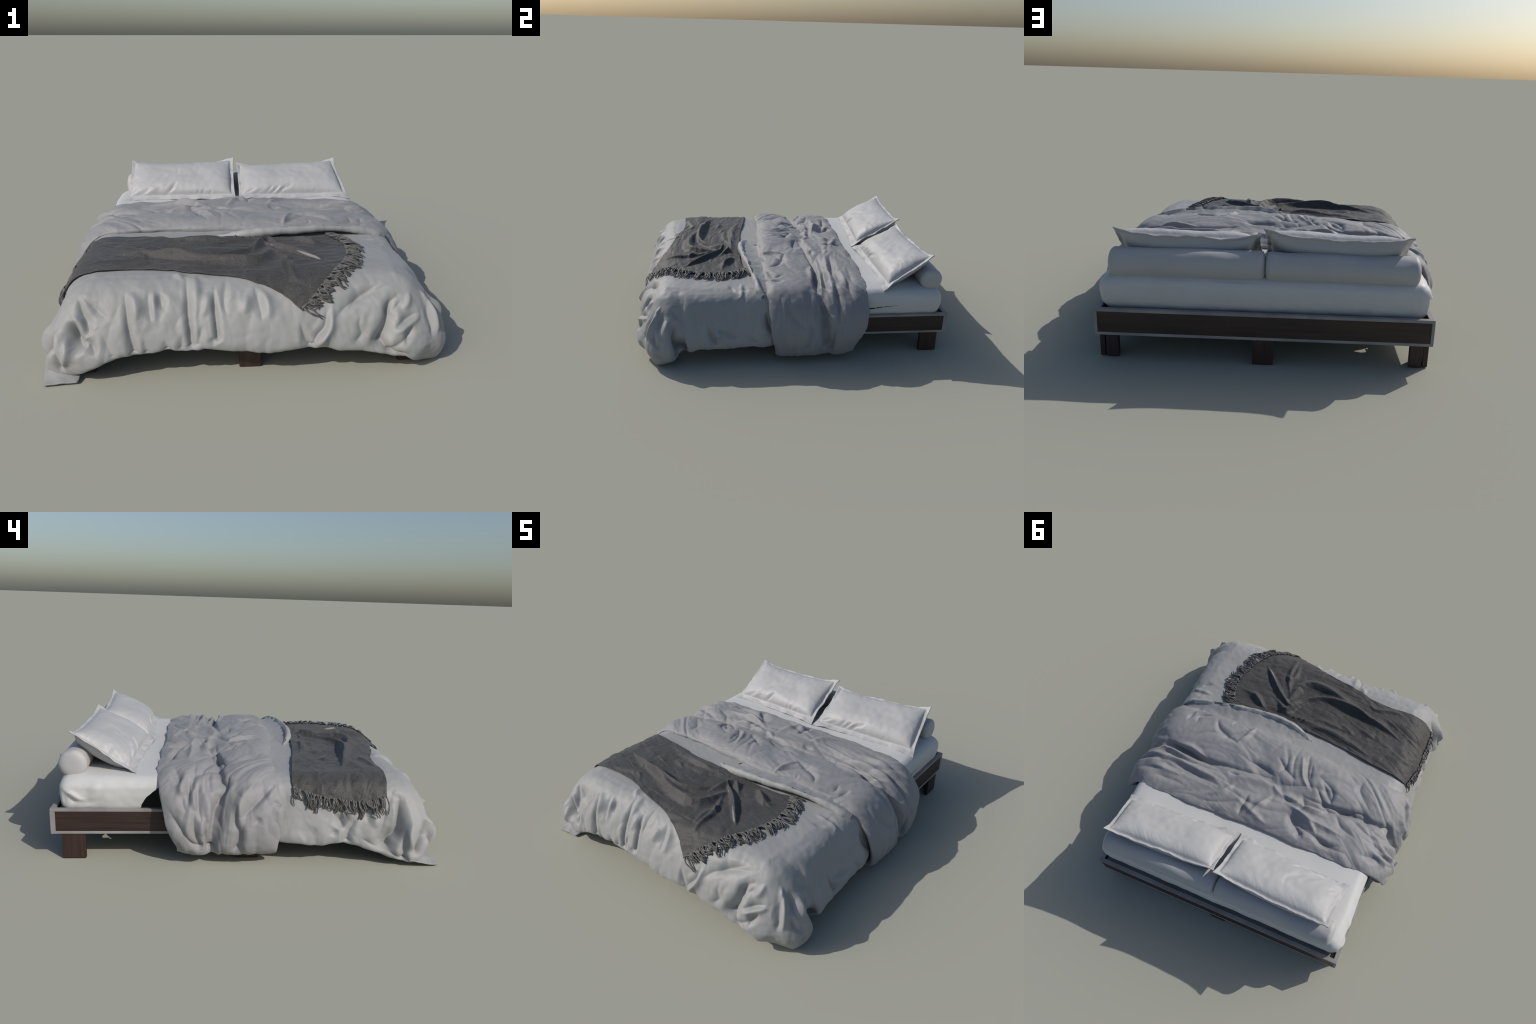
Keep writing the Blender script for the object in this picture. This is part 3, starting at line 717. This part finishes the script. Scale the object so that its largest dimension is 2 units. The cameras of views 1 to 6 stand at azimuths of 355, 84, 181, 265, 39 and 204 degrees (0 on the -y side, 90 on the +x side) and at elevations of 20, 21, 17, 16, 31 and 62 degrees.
FK.add(-0.015, 0.014, (-0.905, 0.289, 0.296), (-0.928, 0.288, 0.191), (-0.917, 0.26, 0.111), to_hem=True)
FK.add(-0.022, 0.016, (-0.906, 0.229, 0.257), (-0.918, 0.233, 0.177), (-0.889, 0.213, 0.079), to_hem=True)
FK.add(0.01, 0.016, (-0.913, 0.249, 0.25), (-0.922, 0.251, 0.164))
FK.add(-0.016, 0.014, (-0.776, 0.12, 0.433), (-0.813, 0.135, 0.399), (-0.838, 0.154, 0.348))
FK.add(-0.016, 0.02, (-0.826, -0.107, 0.4), (-0.87, -0.057, 0.359), (-0.9, 0.001, 0.31), (-0.915, 0.057, 0.261))
FK.add(-0.02, 0.016, (-0.895, 0.08, 0.308), (-0.917, 0.089, 0.236), (-0.928, 0.07, 0.186), (-0.923, 0.081, 0.098), to_hem=True)
FK.add(0.013, 0.02, (-0.841, 0.008, 0.399), (-0.881, 0.057, 0.343), (-0.914, 0.071, 0.26))
FK.add(0.01, 0.02, (-0.813, -0.123, 0.401), (-0.874, -0.071, 0.351), (-0.903, -0.018, 0.301))
FK.add(-0.008, 0.016, (-0.654, 0.096, 0.465), (-0.562, 0, 0.478), (-0.557, -0.072, 0.472))
FK.add(-0.011, 0.014, (-0.854, 0.346, 0.372), (-0.894, 0.34, 0.317), (-0.905, 0.33, 0.296))
FK.add(-0.006, 0.01, (0.004, 0.139, 0.47), (-0.071, 0.013, 0.5), (0.028, -0.17, 0.462))
FK.add(-0.006, 0.009, (-0.243, 0.056, 0.495), (-0.219, -0.046, 0.496))
FK.add(-0.006, 0.009, (0.302, -0.036, 0.491), (0.223, -0.113, 0.489))
FK.add(-0.009, 0.012, (-0.417, 0.15, 0.466), (-0.403, 0.075, 0.485), (-0.299, 0.015, 0.494))
FK.add(0.009, 0.015, (-0.102, 0.434, 0.466), (0.118, 0.355, 0.479))
FK.add(-0.009, 0.012, (-0.517, 0.419, 0.456), (-0.278, 0.355, 0.473), (-0.241, 0.306, 0.477))
FK.add(-0.009, 0.014, (-0.395, 0.409, 0.462), (-0.617, 0.423, 0.451))
FK.add(-0.01, 0.014, (-0.238, 0.29, 0.476), (-0.277, 0.229, 0.469), (-0.237, 0.167, 0.466))
FK.add(-0.008, 0.014, (-0.924, -0.009, 0.234), (-0.916, -0.037, 0.261))
FK.add(-0.009, 0.012, (-0.881, -0.104, 0.333), (-0.875, -0.148, 0.312))
FK.add(-0.014, 0.022, (0.165, 0.082, 0.485), (0.085, 0.093, 0.483), (-0.024, 0.117, 0.479))
FK.add(-0.013, 0.022, (-0.202, 0.324, 0.478), (-0.272, 0.376, 0.472), (-0.321, 0.419, 0.464))
FK.add(0.012, 0.016, (-0.223, 0.28, 0.476), (-0.333, 0.316, 0.472), (-0.401, 0.369, 0.466))
FK.add(-0.014, 0.014, (0.071, 0.304, 0.481), (0.079, 0.392, 0.475), (0.081, 0.439, 0.464))
FK.add(-0.016, 0.015, (-0.304, 0.092, 0.488), (-0.427, 0.198, 0.454), (-0.594, 0.144, 0.455), (-0.69, 0.148, 0.442))
FK.add(-0.014, 0.016, (-0.053, 0.108, 0.484), (-0.158, 0.238, 0.476), (-0.303, 0.204, 0.463), (-0.427, 0.198, 0.454))
FK.add(-0.011, 0.014, (-0.181, -0.092, 0.492), (-0.22, 0.043, 0.496), (-0.282, 0.116, 0.483))
FK.add(0.008, 0.012, (-0.14, -0.072, 0.496), (-0.192, 0.054, 0.496), (-0.249, 0.114, 0.484))
FK.add(-0.013, 0.016, (-0.339, 0.06, 0.49), (-0.424, 0.152, 0.464))
FK.add(-0.018, 0.014, (0.877, 0.125, 0.314), (0.638, 0.155, 0.445), (0.444, 0.192, 0.453))
FK.add(0.01, 0.014, (0.7, 0.14, 0.441), (0.561, 0.131, 0.46), (0.444, 0.157, 0.458))
FK.add(-0.012, 0.012, (0.699, 0.207, 0.439), (0.547, 0.227, 0.453), (0.422, 0.202, 0.455))
FK.add(-0.009, 0.012, (0.88, 0.273, 0.34), (0.645, 0.3, 0.457), (0.427, 0.323, 0.466))
FK.add(-0.008, 0.012, (0.861, 0.359, 0.366), (0.633, 0.387, 0.455), (0.475, 0.395, 0.46))
FK.add(-0.012, 0.012, (0.402, -0.007, 0.487), (0.314, -0.074, 0.489), (0.246, -0.148, 0.481))
FK.add(-0.009, 0.015, (-0.473, 0.194, 0.451), (-0.528, 0.26, 0.459), (-0.621, 0.304, 0.459))
FK.add(-0.012, 0.015, (-0.545, 0.179, 0.447), (-0.708, 0.244, 0.446), (-0.849, 0.271, 0.377))
FK.add(-0.009, 0.012, (-0.65, 0.165, 0.441), (-0.797, 0.223, 0.409), (-0.904, 0.152, 0.182))
FK.add(0.01, 0.016, (-0.064, 0.244, 0.479), (-0.02, 0.326, 0.482), (0.012, 0.397, 0.475))
FK.add(-0.009, 0.015, (-0.288, 0.433, 0.463), (-0.335, 0.397, 0.467))
FK.add(-0.009, 0.014, (-0.393, 0.388, 0.465), (-0.481, 0.414, 0.458), (-0.577, 0.388, 0.457))
FK.add(-0.01, 0.014, (-0.002, -0.01, 0.499), (-0.077, 0.05, 0.498), (-0.163, 0.1, 0.49))
FK.add(-0.008, 0.02, (0.323, 0.261, 0.469), (0.147, 0.281, 0.479), (0.085, 0.273, 0.48))
FK.add(0.01, 0.022, (0.212, 0.214, 0.471), (0.06, 0.186, 0.472), (-0.07, 0.184, 0.47))
def fold_shape(base, n):
    wob = perlin(np.stack([base[..., 0] * 6, base[..., 2] * 6, base[..., 1] * 0 + 1.7], -1))
    G = base.copy()
    low = np.clip((0.44 - base[..., 2]) / 0.08, 0, 1)
    Q = base.copy()
    Q[..., 1] += 0.25 * base[..., 0] * np.sin(base[..., 0] * 5)      # drag lines run askew across the bed
    d = 0.008 * perlin(base * np.array([4, 6, 4.0]) + 7)
    d = d + 0.009 * billow(Q * np.array([2.4, 9, 5.0]) + 3) * (1 - low) + 0.009 * billow(base * np.array([6, 12, 3.5]) + 23) * low
    d = d + 0.0022 * billow(Q * np.array([6, 24, 8.0]) + 9)
    d = d + 0.0015 * perlin(base * 30 + 4)
    d = d + FK.field(base)
    G = G + n * smooth_grid(d[..., None], 1)
    G[..., 1] += 0.006 * wob
    return G
fold_grid = fold_shape(fold_base, FN)
fold = child(mesh_from_grid('duvet_turnback', fold_grid, M_FOLD))

# ------------------------------------------------------------------ hem flap in front of the turned-back part
def hem_flap():
    # rim spine from the middle of the bed to the right flank, rolled edge toward the foot
    rim = np.array([(-0.22, -0.19, 0.412), (-0.04, -0.262, 0.452), (0.10, -0.28, 0.472), (0.25, -0.275, 0.478), (0.42, -0.255, 0.478), (0.56, -0.235, 0.466), (0.68, -0.215, 0.442), (0.745, -0.205, 0.418), (0.79, -0.18, 0.395)])
    back = np.array([(-0.22, -0.10, 0.40), (-0.02, -0.10, 0.442), (0.10, -0.09, 0.460), (0.25, -0.09, 0.462), (0.42, -0.09, 0.462), (0.56, -0.09, 0.458), (0.68, -0.09, 0.445), (0.77, -0.09, 0.425), (0.82, -0.09, 0.39)])
    n = 160
    R = catmull(rim, n); B = catmull(back, n)
    rad = (0.0155 + 0.004 * np.sin(np.linspace(0, 9, n))) * np.clip(np.linspace(0, 6, n), 0.25, 1)
    secs = []
    for s in np.linspace(0, 1, 24):            # sheet
        h = -0.012 * math.sin(math.pi * min(1, s)) * 1.2
        P = B * (1 - s) + R * s
        P[:, 2] += h
        secs.append(P)
    for a in np.linspace(0.35, 1.35, 22):      # rolled rim
        an = math.pi * (0.5 + a * 1.0 - 0.35)
        P = R.copy()
        P[:, 1] += np.cos(an) * rad - 0.004
        P[:, 2] += np.sin(an) * rad
        secs.append(P)
    G = np.stack(secs, 1)
    N = grid_normals(G)
    if N[80, 10, 2] < 0:
        N = -N
    G = G + N * (0.004 * perlin(G * 14) + 0.002 * perlin(G * 34))[..., None]
    ob = mesh_from_grid('duvet_hem', G, M_DUVET)
    s = ob.modifiers.new('thick', 'SOLIDIFY'); s.thickness = 0.008; s.offset = -1
    modifier_apply(ob)
    return child(ob)
hem_flap()

# ------------------------------------------------------------------ throw blanket
def bvh_of(G):
    nu, nv = G.shape[:2]
    idx = np.arange(nu * nv).reshape(nu, nv)
    F = np.stack([idx[:-1, :-1], idx[1:, :-1], idx[1:, 1:], idx[:-1, 1:]], -1).reshape(-1, 4)
    return BVHTree.FromPolygons([Vector(v) for v in G.reshape(-1, 3)], [tuple(int(i) for i in f) for f in F])
soft = smooth_grid(duvet_grid, 4)
soft_bvh = bvh_of(soft[::2, ::2])
real_bvh = bvh_of(duvet_grid)
# control rows from head-side edge to foot-side edge, columns from the left end to the right end
HEAD = [(-0.84, -0.205, 0.405), (-0.80, -0.20, 0.445), (-0.66, -0.215, 0.47), (-0.48, -0.24, 0.47), (-0.28, -0.27, 0.47), (-0.10, -0.285, 0.47), (0.08, -0.29, 0.47), (0.24, -0.30, 0.47), (0.36, -0.295, 0.47), (0.45, -0.275, 0.465)]
FOOTE = [(-0.848, -0.685, 0.345), (-0.82, -0.69, 0.40), (-0.70, -0.70, 0.45), (-0.53, -0.695, 0.46), (-0.39, -0.71, 0.455), (-0.25, -0.755, 0.45), (-0.10, -0.785, 0.445), (0.04, -0.835, 0.42), (0.14, -0.89, 0.385), (0.225, -0.945, 0.32)]
MID = [(-0.868, -0.45, 0.337), (-0.83, -0.45, 0.41), (-0.70, -0.46, 0.465), (-0.50, -0.47, 0.47), (-0.30, -0.49, 0.47), (-0.10, -0.51, 0.47), (0.08, -0.53, 0.47), (0.24, -0.545, 0.47), (0.38, -0.56, 0.47), (0.50, -0.575, 0.465)]
Q1 = [tuple(np.array(h) * 0.52 + np.array(m) * 0.48) for h, m in zip(HEAD, MID)]
Q3 = [tuple(np.array(h) * 0.48 + np.array(m) * 0.52) for h, m in zip(FOOTE, MID)]
Q1[0] = (-0.862, -0.31, 0.362); Q3[0] = (-0.864, -0.57, 0.328)
Q1[-1] = (0.51, -0.42, 0.468); Q3[-1] = (0.415, -0.76, 0.445)
NS, NT = 380, 230
net = np.array([HEAD, Q1, MID, Q3, FOOTE], float)            # (5, 10, 3)
rows = np.stack([arc_resample(catmull(r, 400), NS) for r in net])   # (5, NS, 3)
TB = np.stack([arc_resample(catmull(rows[:, i], 200), NT) for i in range(NS)])   # (NS, NT, 3)
throw_base = np.zeros_like(TB)
throw_n = np.zeros_like(TB)
for i in range(NS):
    for j in range(NT):
        loc, no, fi, di = soft_bvh.find_nearest(Vector(TB[i, j]))
        throw_base[i, j] = loc
throw_base = smooth_grid(throw_base, 8)
throw_n = smooth_grid(grid_normals(throw_base), 6)
if throw_n[NS // 2, NT // 2, 2] < 0:
    throw_n = -throw_n
throw_n /= np.linalg.norm(throw_n, axis=2, keepdims=True)
TK = Strokes(1.2, 0.08)      # folds of the throw
#FOLDS_THROW
TK.add(0.032, 0.017, (-0.696, -0.464, 0.429), (-0.576, -0.508, 0.431), (-0.305, -0.569, 0.435), (-0.12, -0.581, 0.434), (0.005, -0.522, 0.438), (0.068, -0.415, 0.443))
TK.add(0.028, 0.012, (0.077, -0.408, 0.443), (0.206, -0.501, 0.438), (0.374, -0.677, 0.434))
TK.add(0.013, 0.012, (0.134, -0.507, 0.44), (0.189, -0.628, 0.432), (0.201, -0.714, 0.432), (0.194, -0.819, 0.41))
TK.add(0.015, 0.014, (0.241, -0.344, 0.438), (0.375, -0.419, 0.436), (0.446, -0.436, 0.434))
TK.add(0.015, 0.018, (-0.524, -0.274, 0.432), (-0.251, -0.344, 0.44), (-0.075, -0.311, 0.444))
TK.add(0.01, 0.014, (-0.315, -0.387, 0.437), (-0.162, -0.4, 0.441), (-0.049, -0.376, 0.442))
TK.add(0.008, 0.014, (-0.518, -0.405, 0.433), (-0.401, -0.445, 0.434))
TK.add(0.01, 0.01, (0.172, -0.617, 0.433), (0.216, -0.656, 0.433))
TK.add(0.03, 0.016, (0.041, -0.517, 0.439), (0.11, -0.386, 0.443), (0.188, -0.432, 0.441))
TK.add(0.01, 0.014, (-0.579, -0.513, 0.431), (-0.463, -0.571, 0.434))
TK.add(0.01, 0.012, (-0.621, -0.671, 0.432), (-0.509, -0.651, 0.434), (-0.441, -0.63, 0.433), (-0.385, -0.673, 0.432))
TK.add(0.009, 0.012, (0.216, -0.66, 0.433), (0.207, -0.786, 0.425), (0.219, -0.831, 0.405))
TK.add(0.034, 0.024, (0.132, -0.46, 0.441), (0.071, -0.632, 0.434), (-0.108, -0.648, 0.432), (-0.416, -0.546, 0.434))
TK.add(0.013, 0.02, (0.183, -0.364, 0.44), (-0.206, -0.338, 0.441), (-0.391, -0.29, 0.435))
TK.add(-0.007, 0.02, (-0.454, -0.557, 0.434), (-0.685, -0.477, 0.429), (-0.782, -0.34, 0.401))
TK.add(0.007, 0.024, (-0.491, -0.569, 0.434), (-0.729, -0.596, 0.424))
TK.add(0.006, 0.02, (-0.654, -0.334, 0.429), (-0.782, -0.34, 0.401))
TK.add(0.012, 0.014, (0.388, -0.453, 0.434), (0.301, -0.381, 0.437), (0.267, -0.344, 0.437))
TK.add(0.01, 0.014, (0.178, -0.802, 0.417), (0.165, -0.683, 0.431), (0.193, -0.581, 0.434))
TK.add(-0.008, 0.012, (-0.463, -0.404, 0.435), (-0.546, -0.402, 0.433))
TK.add(0.008, 0.014, (-0.269, -0.429, 0.438), (-0.37, -0.384, 0.435))
def throw_shape(base, n):
    d = 0.012 + 0.004 * perlin(base * np.array([6, 9, 6.0]) + 1.5) + 0.004 * billow(base * np.array([8, 15, 8.0]) + 4) + 0.001 * perlin(base * 30)
    W = np.stack([base[..., 0] + 0.3 * base[..., 1], base[..., 1] - 0.35 * base[..., 0] ** 2, base[..., 2]], -1)
    d = d + 0.0032 * billow(W * np.array([4, 26, 14.0]) + 8)
    d = d + TK.field(base)
    d = np.maximum(smooth_grid(d[..., None], 2), 0.007)
    return base + n * d
throw_grid = throw_shape(throw_base, throw_n)
# lift the cloth wherever the duvet below would show through it
for _ in range(3):
    lift = np.zeros((NS, NT))
    for i in range(0, NS, 2):
        for j in range(0, NT, 2):
            p = Vector(throw_grid[i, j])
            loc, no, fi, di = real_bvh.find_nearest(p)
            nv = Vector(throw_n[i, j])
            if no.dot(nv) < 0:
                no = -no
            gap = (p - loc).dot(no)
            if gap < 0.009:
                lift[i:i + 2, j:j + 2] = 0.009 - gap
    lift = np.maximum(smooth_grid(lift[..., None], 2)[..., 0], lift)
    throw_grid = throw_grid + throw_n * smooth_grid(lift[..., None], 1)
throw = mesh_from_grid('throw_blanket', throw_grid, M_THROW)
if throw.data.polygons[len(throw.data.polygons) // 2].normal.z < 0:
    throw.data.flip_normals()
s = throw.modifiers.new('thick', 'SOLIDIFY'); s.thickness = 0.006; s.offset = -1
modifier_apply(throw)
child(throw)

# tassels: bundles of twisted yarn along both short ends of the throw
def tassel_mesh(seed):
    r = np.random.default_rng(seed)
    L = 1.0
    V, F = [], []
    for strand in range(2):
        off = (strand - 0.5) * 0.075
        bend = r.normal(0, 0.13, 3)
        up = abs(r.normal(0.08, 0.05))
        n, m = 12, 7
        spl = r.uniform(-0.26, 0.26)
        b0 = len(V)
        for i in range(n):
            t = i / (n - 1)
            x = t * L
            y = off + bend[0] * math.sin(math.pi * t) + bend[1] * math.sin(2 * math.pi * t) * 0.6 + spl * t * t
            z = 0.055 + up * math.sin(math.pi * t) + 0.03 * math.sin(5 * t + bend[2] * 9)
            rad = 0.057 * (1 - 0.35 * t) * (1 + 0.14 * math.sin(16 * t + strand * 2)) * (0.45 if i == n - 1 else 1)
            for k in range(m):
                a = 2 * math.pi * k / m + t * 4
                V.append((x, y + rad * math.cos(a), z + rad * math.sin(a)))
        for i in range(n - 1):
            for k in range(m):
                k2 = (k + 1) % m
                F.append((b0 + i * m + k, b0 + i * m + k2, b0 + (i + 1) * m + k2, b0 + (i + 1) * m + k))
        F.append(tuple(b0 + (n - 1) * m + k for k in range(m)))
    ob = mesh_obj('tassel', V, F, M_TASSEL)
    me = ob.data
    bpy.data.objects.remove(ob)
    return me
T_MESH = [tassel_mesh(40 + i) for i in range(9)]
duvet_bvh = bvh_of(duvet_grid)
def fringe(edge, inner, count, length, fan, seed):
    r = np.random.default_rng(seed)
    E = arc_resample(edge, count * 4)
    I = arc_resample(inner, count * 4)
    n = len(E)
    for k in range(count):
        i = int(np.clip((k + 0.5 + r.normal(0, 0.22)) / count * n, 1, n - 2))
        p = Vector(E[i]); out = Vector(E[i] - I[i]); out.normalize()
        tan = Vector(E[i + 1] - E[i - 1]); tan.normalize()
        lean = r.normal(0, 0.30) + fan(k / (count - 1))
        d = (out * math.cos(lean) + tan * math.sin(lean)).normalized()
        L = length * r.uniform(0.65, 1.3)
        tip = p + d * L
        loc, no, _, _ = duvet_bvh.find_nearest(tip)
        l0, n0, _, _ = duvet_bvh.find_nearest(p)
        if no.dot(Vector((loc.x, loc.y, 0.6)) - Vector((0, 0, 0))) < 0: no = -no
        if n0.z < 0 and abs(n0.z) > 0.2: n0 = -n0
        tip = loc + no * 0.004
        p = p - out * 0.006
        ax = (tip - p)
        L = ax.length
        ax.normalize()
        up = no - ax * no.dot(ax)
        up.normalize()
        if up.dot(Vector((p.x * 0.5, 0, 1))) < 0: up = -up
        side = up.cross(ax)
        sc = Matrix.Diagonal((L, length * r.uniform(0.85, 1.2) * (1 if r.random() < 0.5 else -1), length * r.uniform(0.9, 1.1)))
        M = Matrix((ax, side, up)).transposed() @ sc
        ob = bpy.data.objects.new('tassel', T_MESH[int(r.integers(len(T_MESH)))])
        bpy.context.scene.collection.objects.link(ob)
        ob.matrix_world = Matrix.Translation(p) @ M.to_4x4()
        ob.parent = throw
E_R, I_R = throw_grid[-1], throw_grid[-12]
E_L, I_L = throw_grid[0], throw_grid[11]
fringe(E_R, I_R, 58, 0.080, lambda t: 0.35 - 0.7 * t, 5)
fringe(E_L, I_L, 44, 0.074, lambda t: -0.15 + 0.3 * t, 6)

# ------------------------------------------------------------------ pillows
def pillow(bot_l, bot_r, top_r, top_l, front, back, seed, sag, folds):
    """flanged pillow: corners as seen from the foot, bulge heights in front and behind"""
    ns, nt = 170, 110
    s = np.linspace(-1, 1, ns)[:, None] * np.ones((1, nt))
    t = np.linspace(-1, 1, nt)[None, :] * np.ones((ns, 1))
    a = (s + 1) / 2; b = (t + 1) / 2
    BL, BR, TR, TL = [np.array(c, float) for c in (bot_l, bot_r, top_r, top_l)]
    # edges drawn in between the corners
    pin_t = 0.018 * (1 - s ** 4); pin_s = 0.012 * (1 - t ** 4)
    a2 = a + np.where(a > 0.5, -1, 1) * pin_s / 0.72 * np.abs(s) ** 3
    b2 = b + np.where(b > 0.5, -1, 1) * pin_t / 0.39 * np.abs(t) ** 3
    P = ((1 - a2) * (1 - b2))[..., None] * BL + (a2 * (1 - b2))[..., None] * BR + (a2 * b2)[..., None] * TR + ((1 - a2) * b2)[..., None] * TL
    ux = (BR - BL) / np.linalg.norm(BR - BL)
    uy = (TL - BL) + (TR - BR); uy = uy - ux * (uy @ ux); uy /= np.linalg.norm(uy)
    n = np.cross(ux, uy)
    # seam sag: corners stay proud, the middle of the seams drops
    mid = -sag * (1 - np.abs(s) ** 2.5) * np.clip(b, 0, 1)
    P = P + n * mid[..., None]
    fs = 0.072
    ft = np.where(t < 0, 0.25, 0.11)
    q = np.clip(np.abs(s) / (1 - fs), 0, 1); w = np.clip(np.abs(t) / (1 - ft), 0, 1)
    body = ((1 - q ** 3.8) * (1 - w ** 2.6)) ** 0.46
    body = smooth_grid(body[..., None], 2)[..., 0]
    lean = 1 - 0.12 * t
    seedv = seed * 3.7
    nz = 0.008 * perlin(P * np.array([6, 9, 9.0]) + seedv) + 0.0025 * perlin(P * 22 + seedv)
    flange = np.clip(np.maximum((np.abs(s) - (1 - fs)) / fs, (np.abs(t) - (1 - ft)) / ft), 0, 1)
    wave = (0.013 * perlin(P * 10 + seedv + 5) + 0.005 * perlin(P * 27 + seedv)) * flange ** 0.7
    # corners of the flange curl forward
    wave = wave + 0.020 * np.clip(np.abs(s) + np.abs(t) - 1.55, 0, 1) ** 1.2 * (t > 0)
    # puckers run in from the seams
    edge = np.clip(1 - np.minimum((1 - q) * 3.2, (1 - w) * 2.2), 0, 1) * (body > 0.02)
    puck = np.stack([s * 10 + t * 5, t * 3 + s * 1.5, np.zeros_like(s)], -1)
    side_p = np.stack([s * 3 + t * 2, t * 6, np.ones_like(s)], -1)
    mixw = np.clip((w - q) * 3 + 0.5, 0, 1)
    wave_in = -0.0035 * edge * (mixw * np.clip(billow(puck + seedv) + 0.35, 0, 0.5) + (1 - mixw) * np.clip(billow(side_p + seedv) + 0.35, 0, 0.5))
    fr = P + n * (front * body * lean + 0.002 + nz * body + wave + wave_in)[..., None]
    fld = folds.field(fr) * (body > 0.02)
    fr = fr + n * fld[..., None]
    bk = P - n * (back * body * (1 + 0.1 * t) + 0.002 - wave)[..., None]
    for g in (fr, bk):
        g[..., 2] = np.maximum(g[..., 2], 0.432 - 0.03 * np.clip((np.abs(g[..., 0]) - 0.64) / 0.12, 0, 1))
    fr[..., 2] += 0.003
    idx = np.arange(ns * nt).reshape(ns, nt)
    Ff = np.stack([idx[:-1, :-1], idx[1:, :-1], idx[1:, 1:], idx[:-1, 1:]], -1).reshape(-1, 4)
    Fb = Ff[:, ::-1] + ns * nt
    loop = np.r_[idx[:, 0], idx[-1, 1:], idx[-2::-1, -1], idx[0, -2:0:-1]]
    l2 = np.roll(loop, -1)
    Fe = np.stack([l2, loop, loop + ns * nt, l2 + ns * nt], -1)
    V = np.r_[fr.reshape(-1, 3), bk.reshape(-1, 3)]
    return child(mesh_obj('pillow', V, np.r_[Ff, Fb, Fe], M_PILLOW))
PL, PRT = Strokes(1.1), Strokes(1.1)
#FOLDS_PILLOW
PL.add(-0.009, 0.01, (-0.533, 0.625, 0.518), (-0.581, 0.614, 0.48), (-0.636, 0.619, 0.453))
PL.add(-0.011, 0.009, (-0.373, 0.636, 0.547), (-0.421, 0.604, 0.486), (-0.456, 0.612, 0.454))
PL.add(-0.007, 0.007, (-0.193, 0.592, 0.499), (-0.214, 0.595, 0.457))
PL.add(-0.006, 0.007, (-0.233, 0.593, 0.492), (-0.241, 0.593, 0.455))
PL.add(-0.007, 0.007, (-0.146, 0.589, 0.492), (-0.161, 0.59, 0.457))
PL.add(0.006, 0.014, (-0.493, 0.616, 0.513), (-0.569, 0.616, 0.459))
PL.add(-0.005, 0.008, (-0.61, 0.687, 0.55), (-0.651, 0.673, 0.523))
PL.add(-0.009, 0.012, (-0.374, 0.781, 0.61), (-0.378, 0.712, 0.585), (-0.481, 0.649, 0.547), (-0.551, 0.613, 0.491))
PL.add(-0.008, 0.01, (-0.436, 0.709, 0.58), (-0.512, 0.654, 0.546), (-0.553, 0.625, 0.513))
PL.add(-0.009, 0.012, (-0.631, 0.707, 0.556), (-0.692, 0.731, 0.513))
PL.add(-0.008, 0.012, (-0.645, 0.647, 0.506), (-0.676, 0.636, 0.464))
PRT.add(-0.007, 0.008, (0.143, 0.587, 0.497), (0.061, 0.584, 0.461))
PRT.add(-0.006, 0.007, (0.19, 0.585, 0.489), (0.136, 0.586, 0.459))
PRT.add(-0.009, 0.008, (0.259, 0.594, 0.51), (0.204, 0.591, 0.457))
PRT.add(-0.01, 0.008, (0.307, 0.596, 0.509), (0.231, 0.587, 0.45))
PRT.add(-0.009, 0.008, (0.355, 0.601, 0.514), (0.286, 0.592, 0.451))
PRT.add(0.006, 0.008, (0.327, 0.597, 0.508), (0.259, 0.587, 0.449))
PRT.add(-0.007, 0.01, (0.397, 0.609, 0.525), (0.327, 0.591, 0.482))
PRT.add(-0.006, 0.007, (0.548, 0.6, 0.482), (0.535, 0.604, 0.457))
pillow((-0.716, 0.581, 0.418), (0.015, 0.535, 0.43), (0.015, 0.888, 0.641), (-0.69, 0.913, 0.627), 0.061, 0.077, 1, 0.025, PL)
pillow((0.022, 0.538, 0.43), (0.776, 0.569, 0.418), (0.719, 0.90, 0.623), (0.022, 0.872, 0.60), 0.061, 0.077, 2, 0.012, PRT)

# ------------------------------------------------------------------ bolsters
def bolster(x0, x1, y, z, r, seed):
    n, m = 140, 72
    L = x1 - x0
    e = 0.035
    # end cap, rounded rim, body, rim, cap
    caps = [(0.030 * (1 - math.sqrt(max(0.0, 1 - q ** 3.5))), max(q * r, 0.0004)) for q in [math.sin(math.pi / 2 * i / 20) for i in range(21)]]
    left = [(x0 + dx, rr) for dx, rr in caps]
    bodyx = [(x, r) for x in np.linspace(x0 + 0.04, x1 - 0.04, n)]
    right = [(x1 - dx, rr) for dx, rr in caps[::-1]]
    pr = np.array(left + bodyx + right)
    th = np.linspace(0, 2 * math.pi, m, endpoint=False)
    G = np.zeros((m, len(pr), 3))
    G[..., 0] = pr[None, :, 0]
    G[..., 1] = y + pr[None, :, 1] * np.cos(th)[:, None]
    G[..., 2] = z + pr[None, :, 1] * np.sin(th)[:, None]
    c = np.stack([G[..., 0], np.full_like(G[..., 0], y), np.full_like(G[..., 0], z)], -1)
    d = (G - c) / r
    nz = 0.004 * perlin(G * np.array([5, 9, 9.0]) + seed) + 0.0018 * perlin(G * np.array([14, 30, 30.0]) + seed)
    G = G + d * nz[..., None]
    ob = mesh_from_grid('bolster', G, M_BOLSTER, close_u=True)
    bm = bmesh.new(); bm.from_mesh(ob.data)
    bmesh.ops.recalc_face_normals(bm, faces=bm.faces[:])
    bm.to_mesh(ob.data); bm.free()
    return child(ob)
bolster(-0.001, 0.742, 0.892, 0.468, 0.071, 1.0)
bolster(-0.728, 0.002, 0.895, 0.468, 0.071, 8.0)
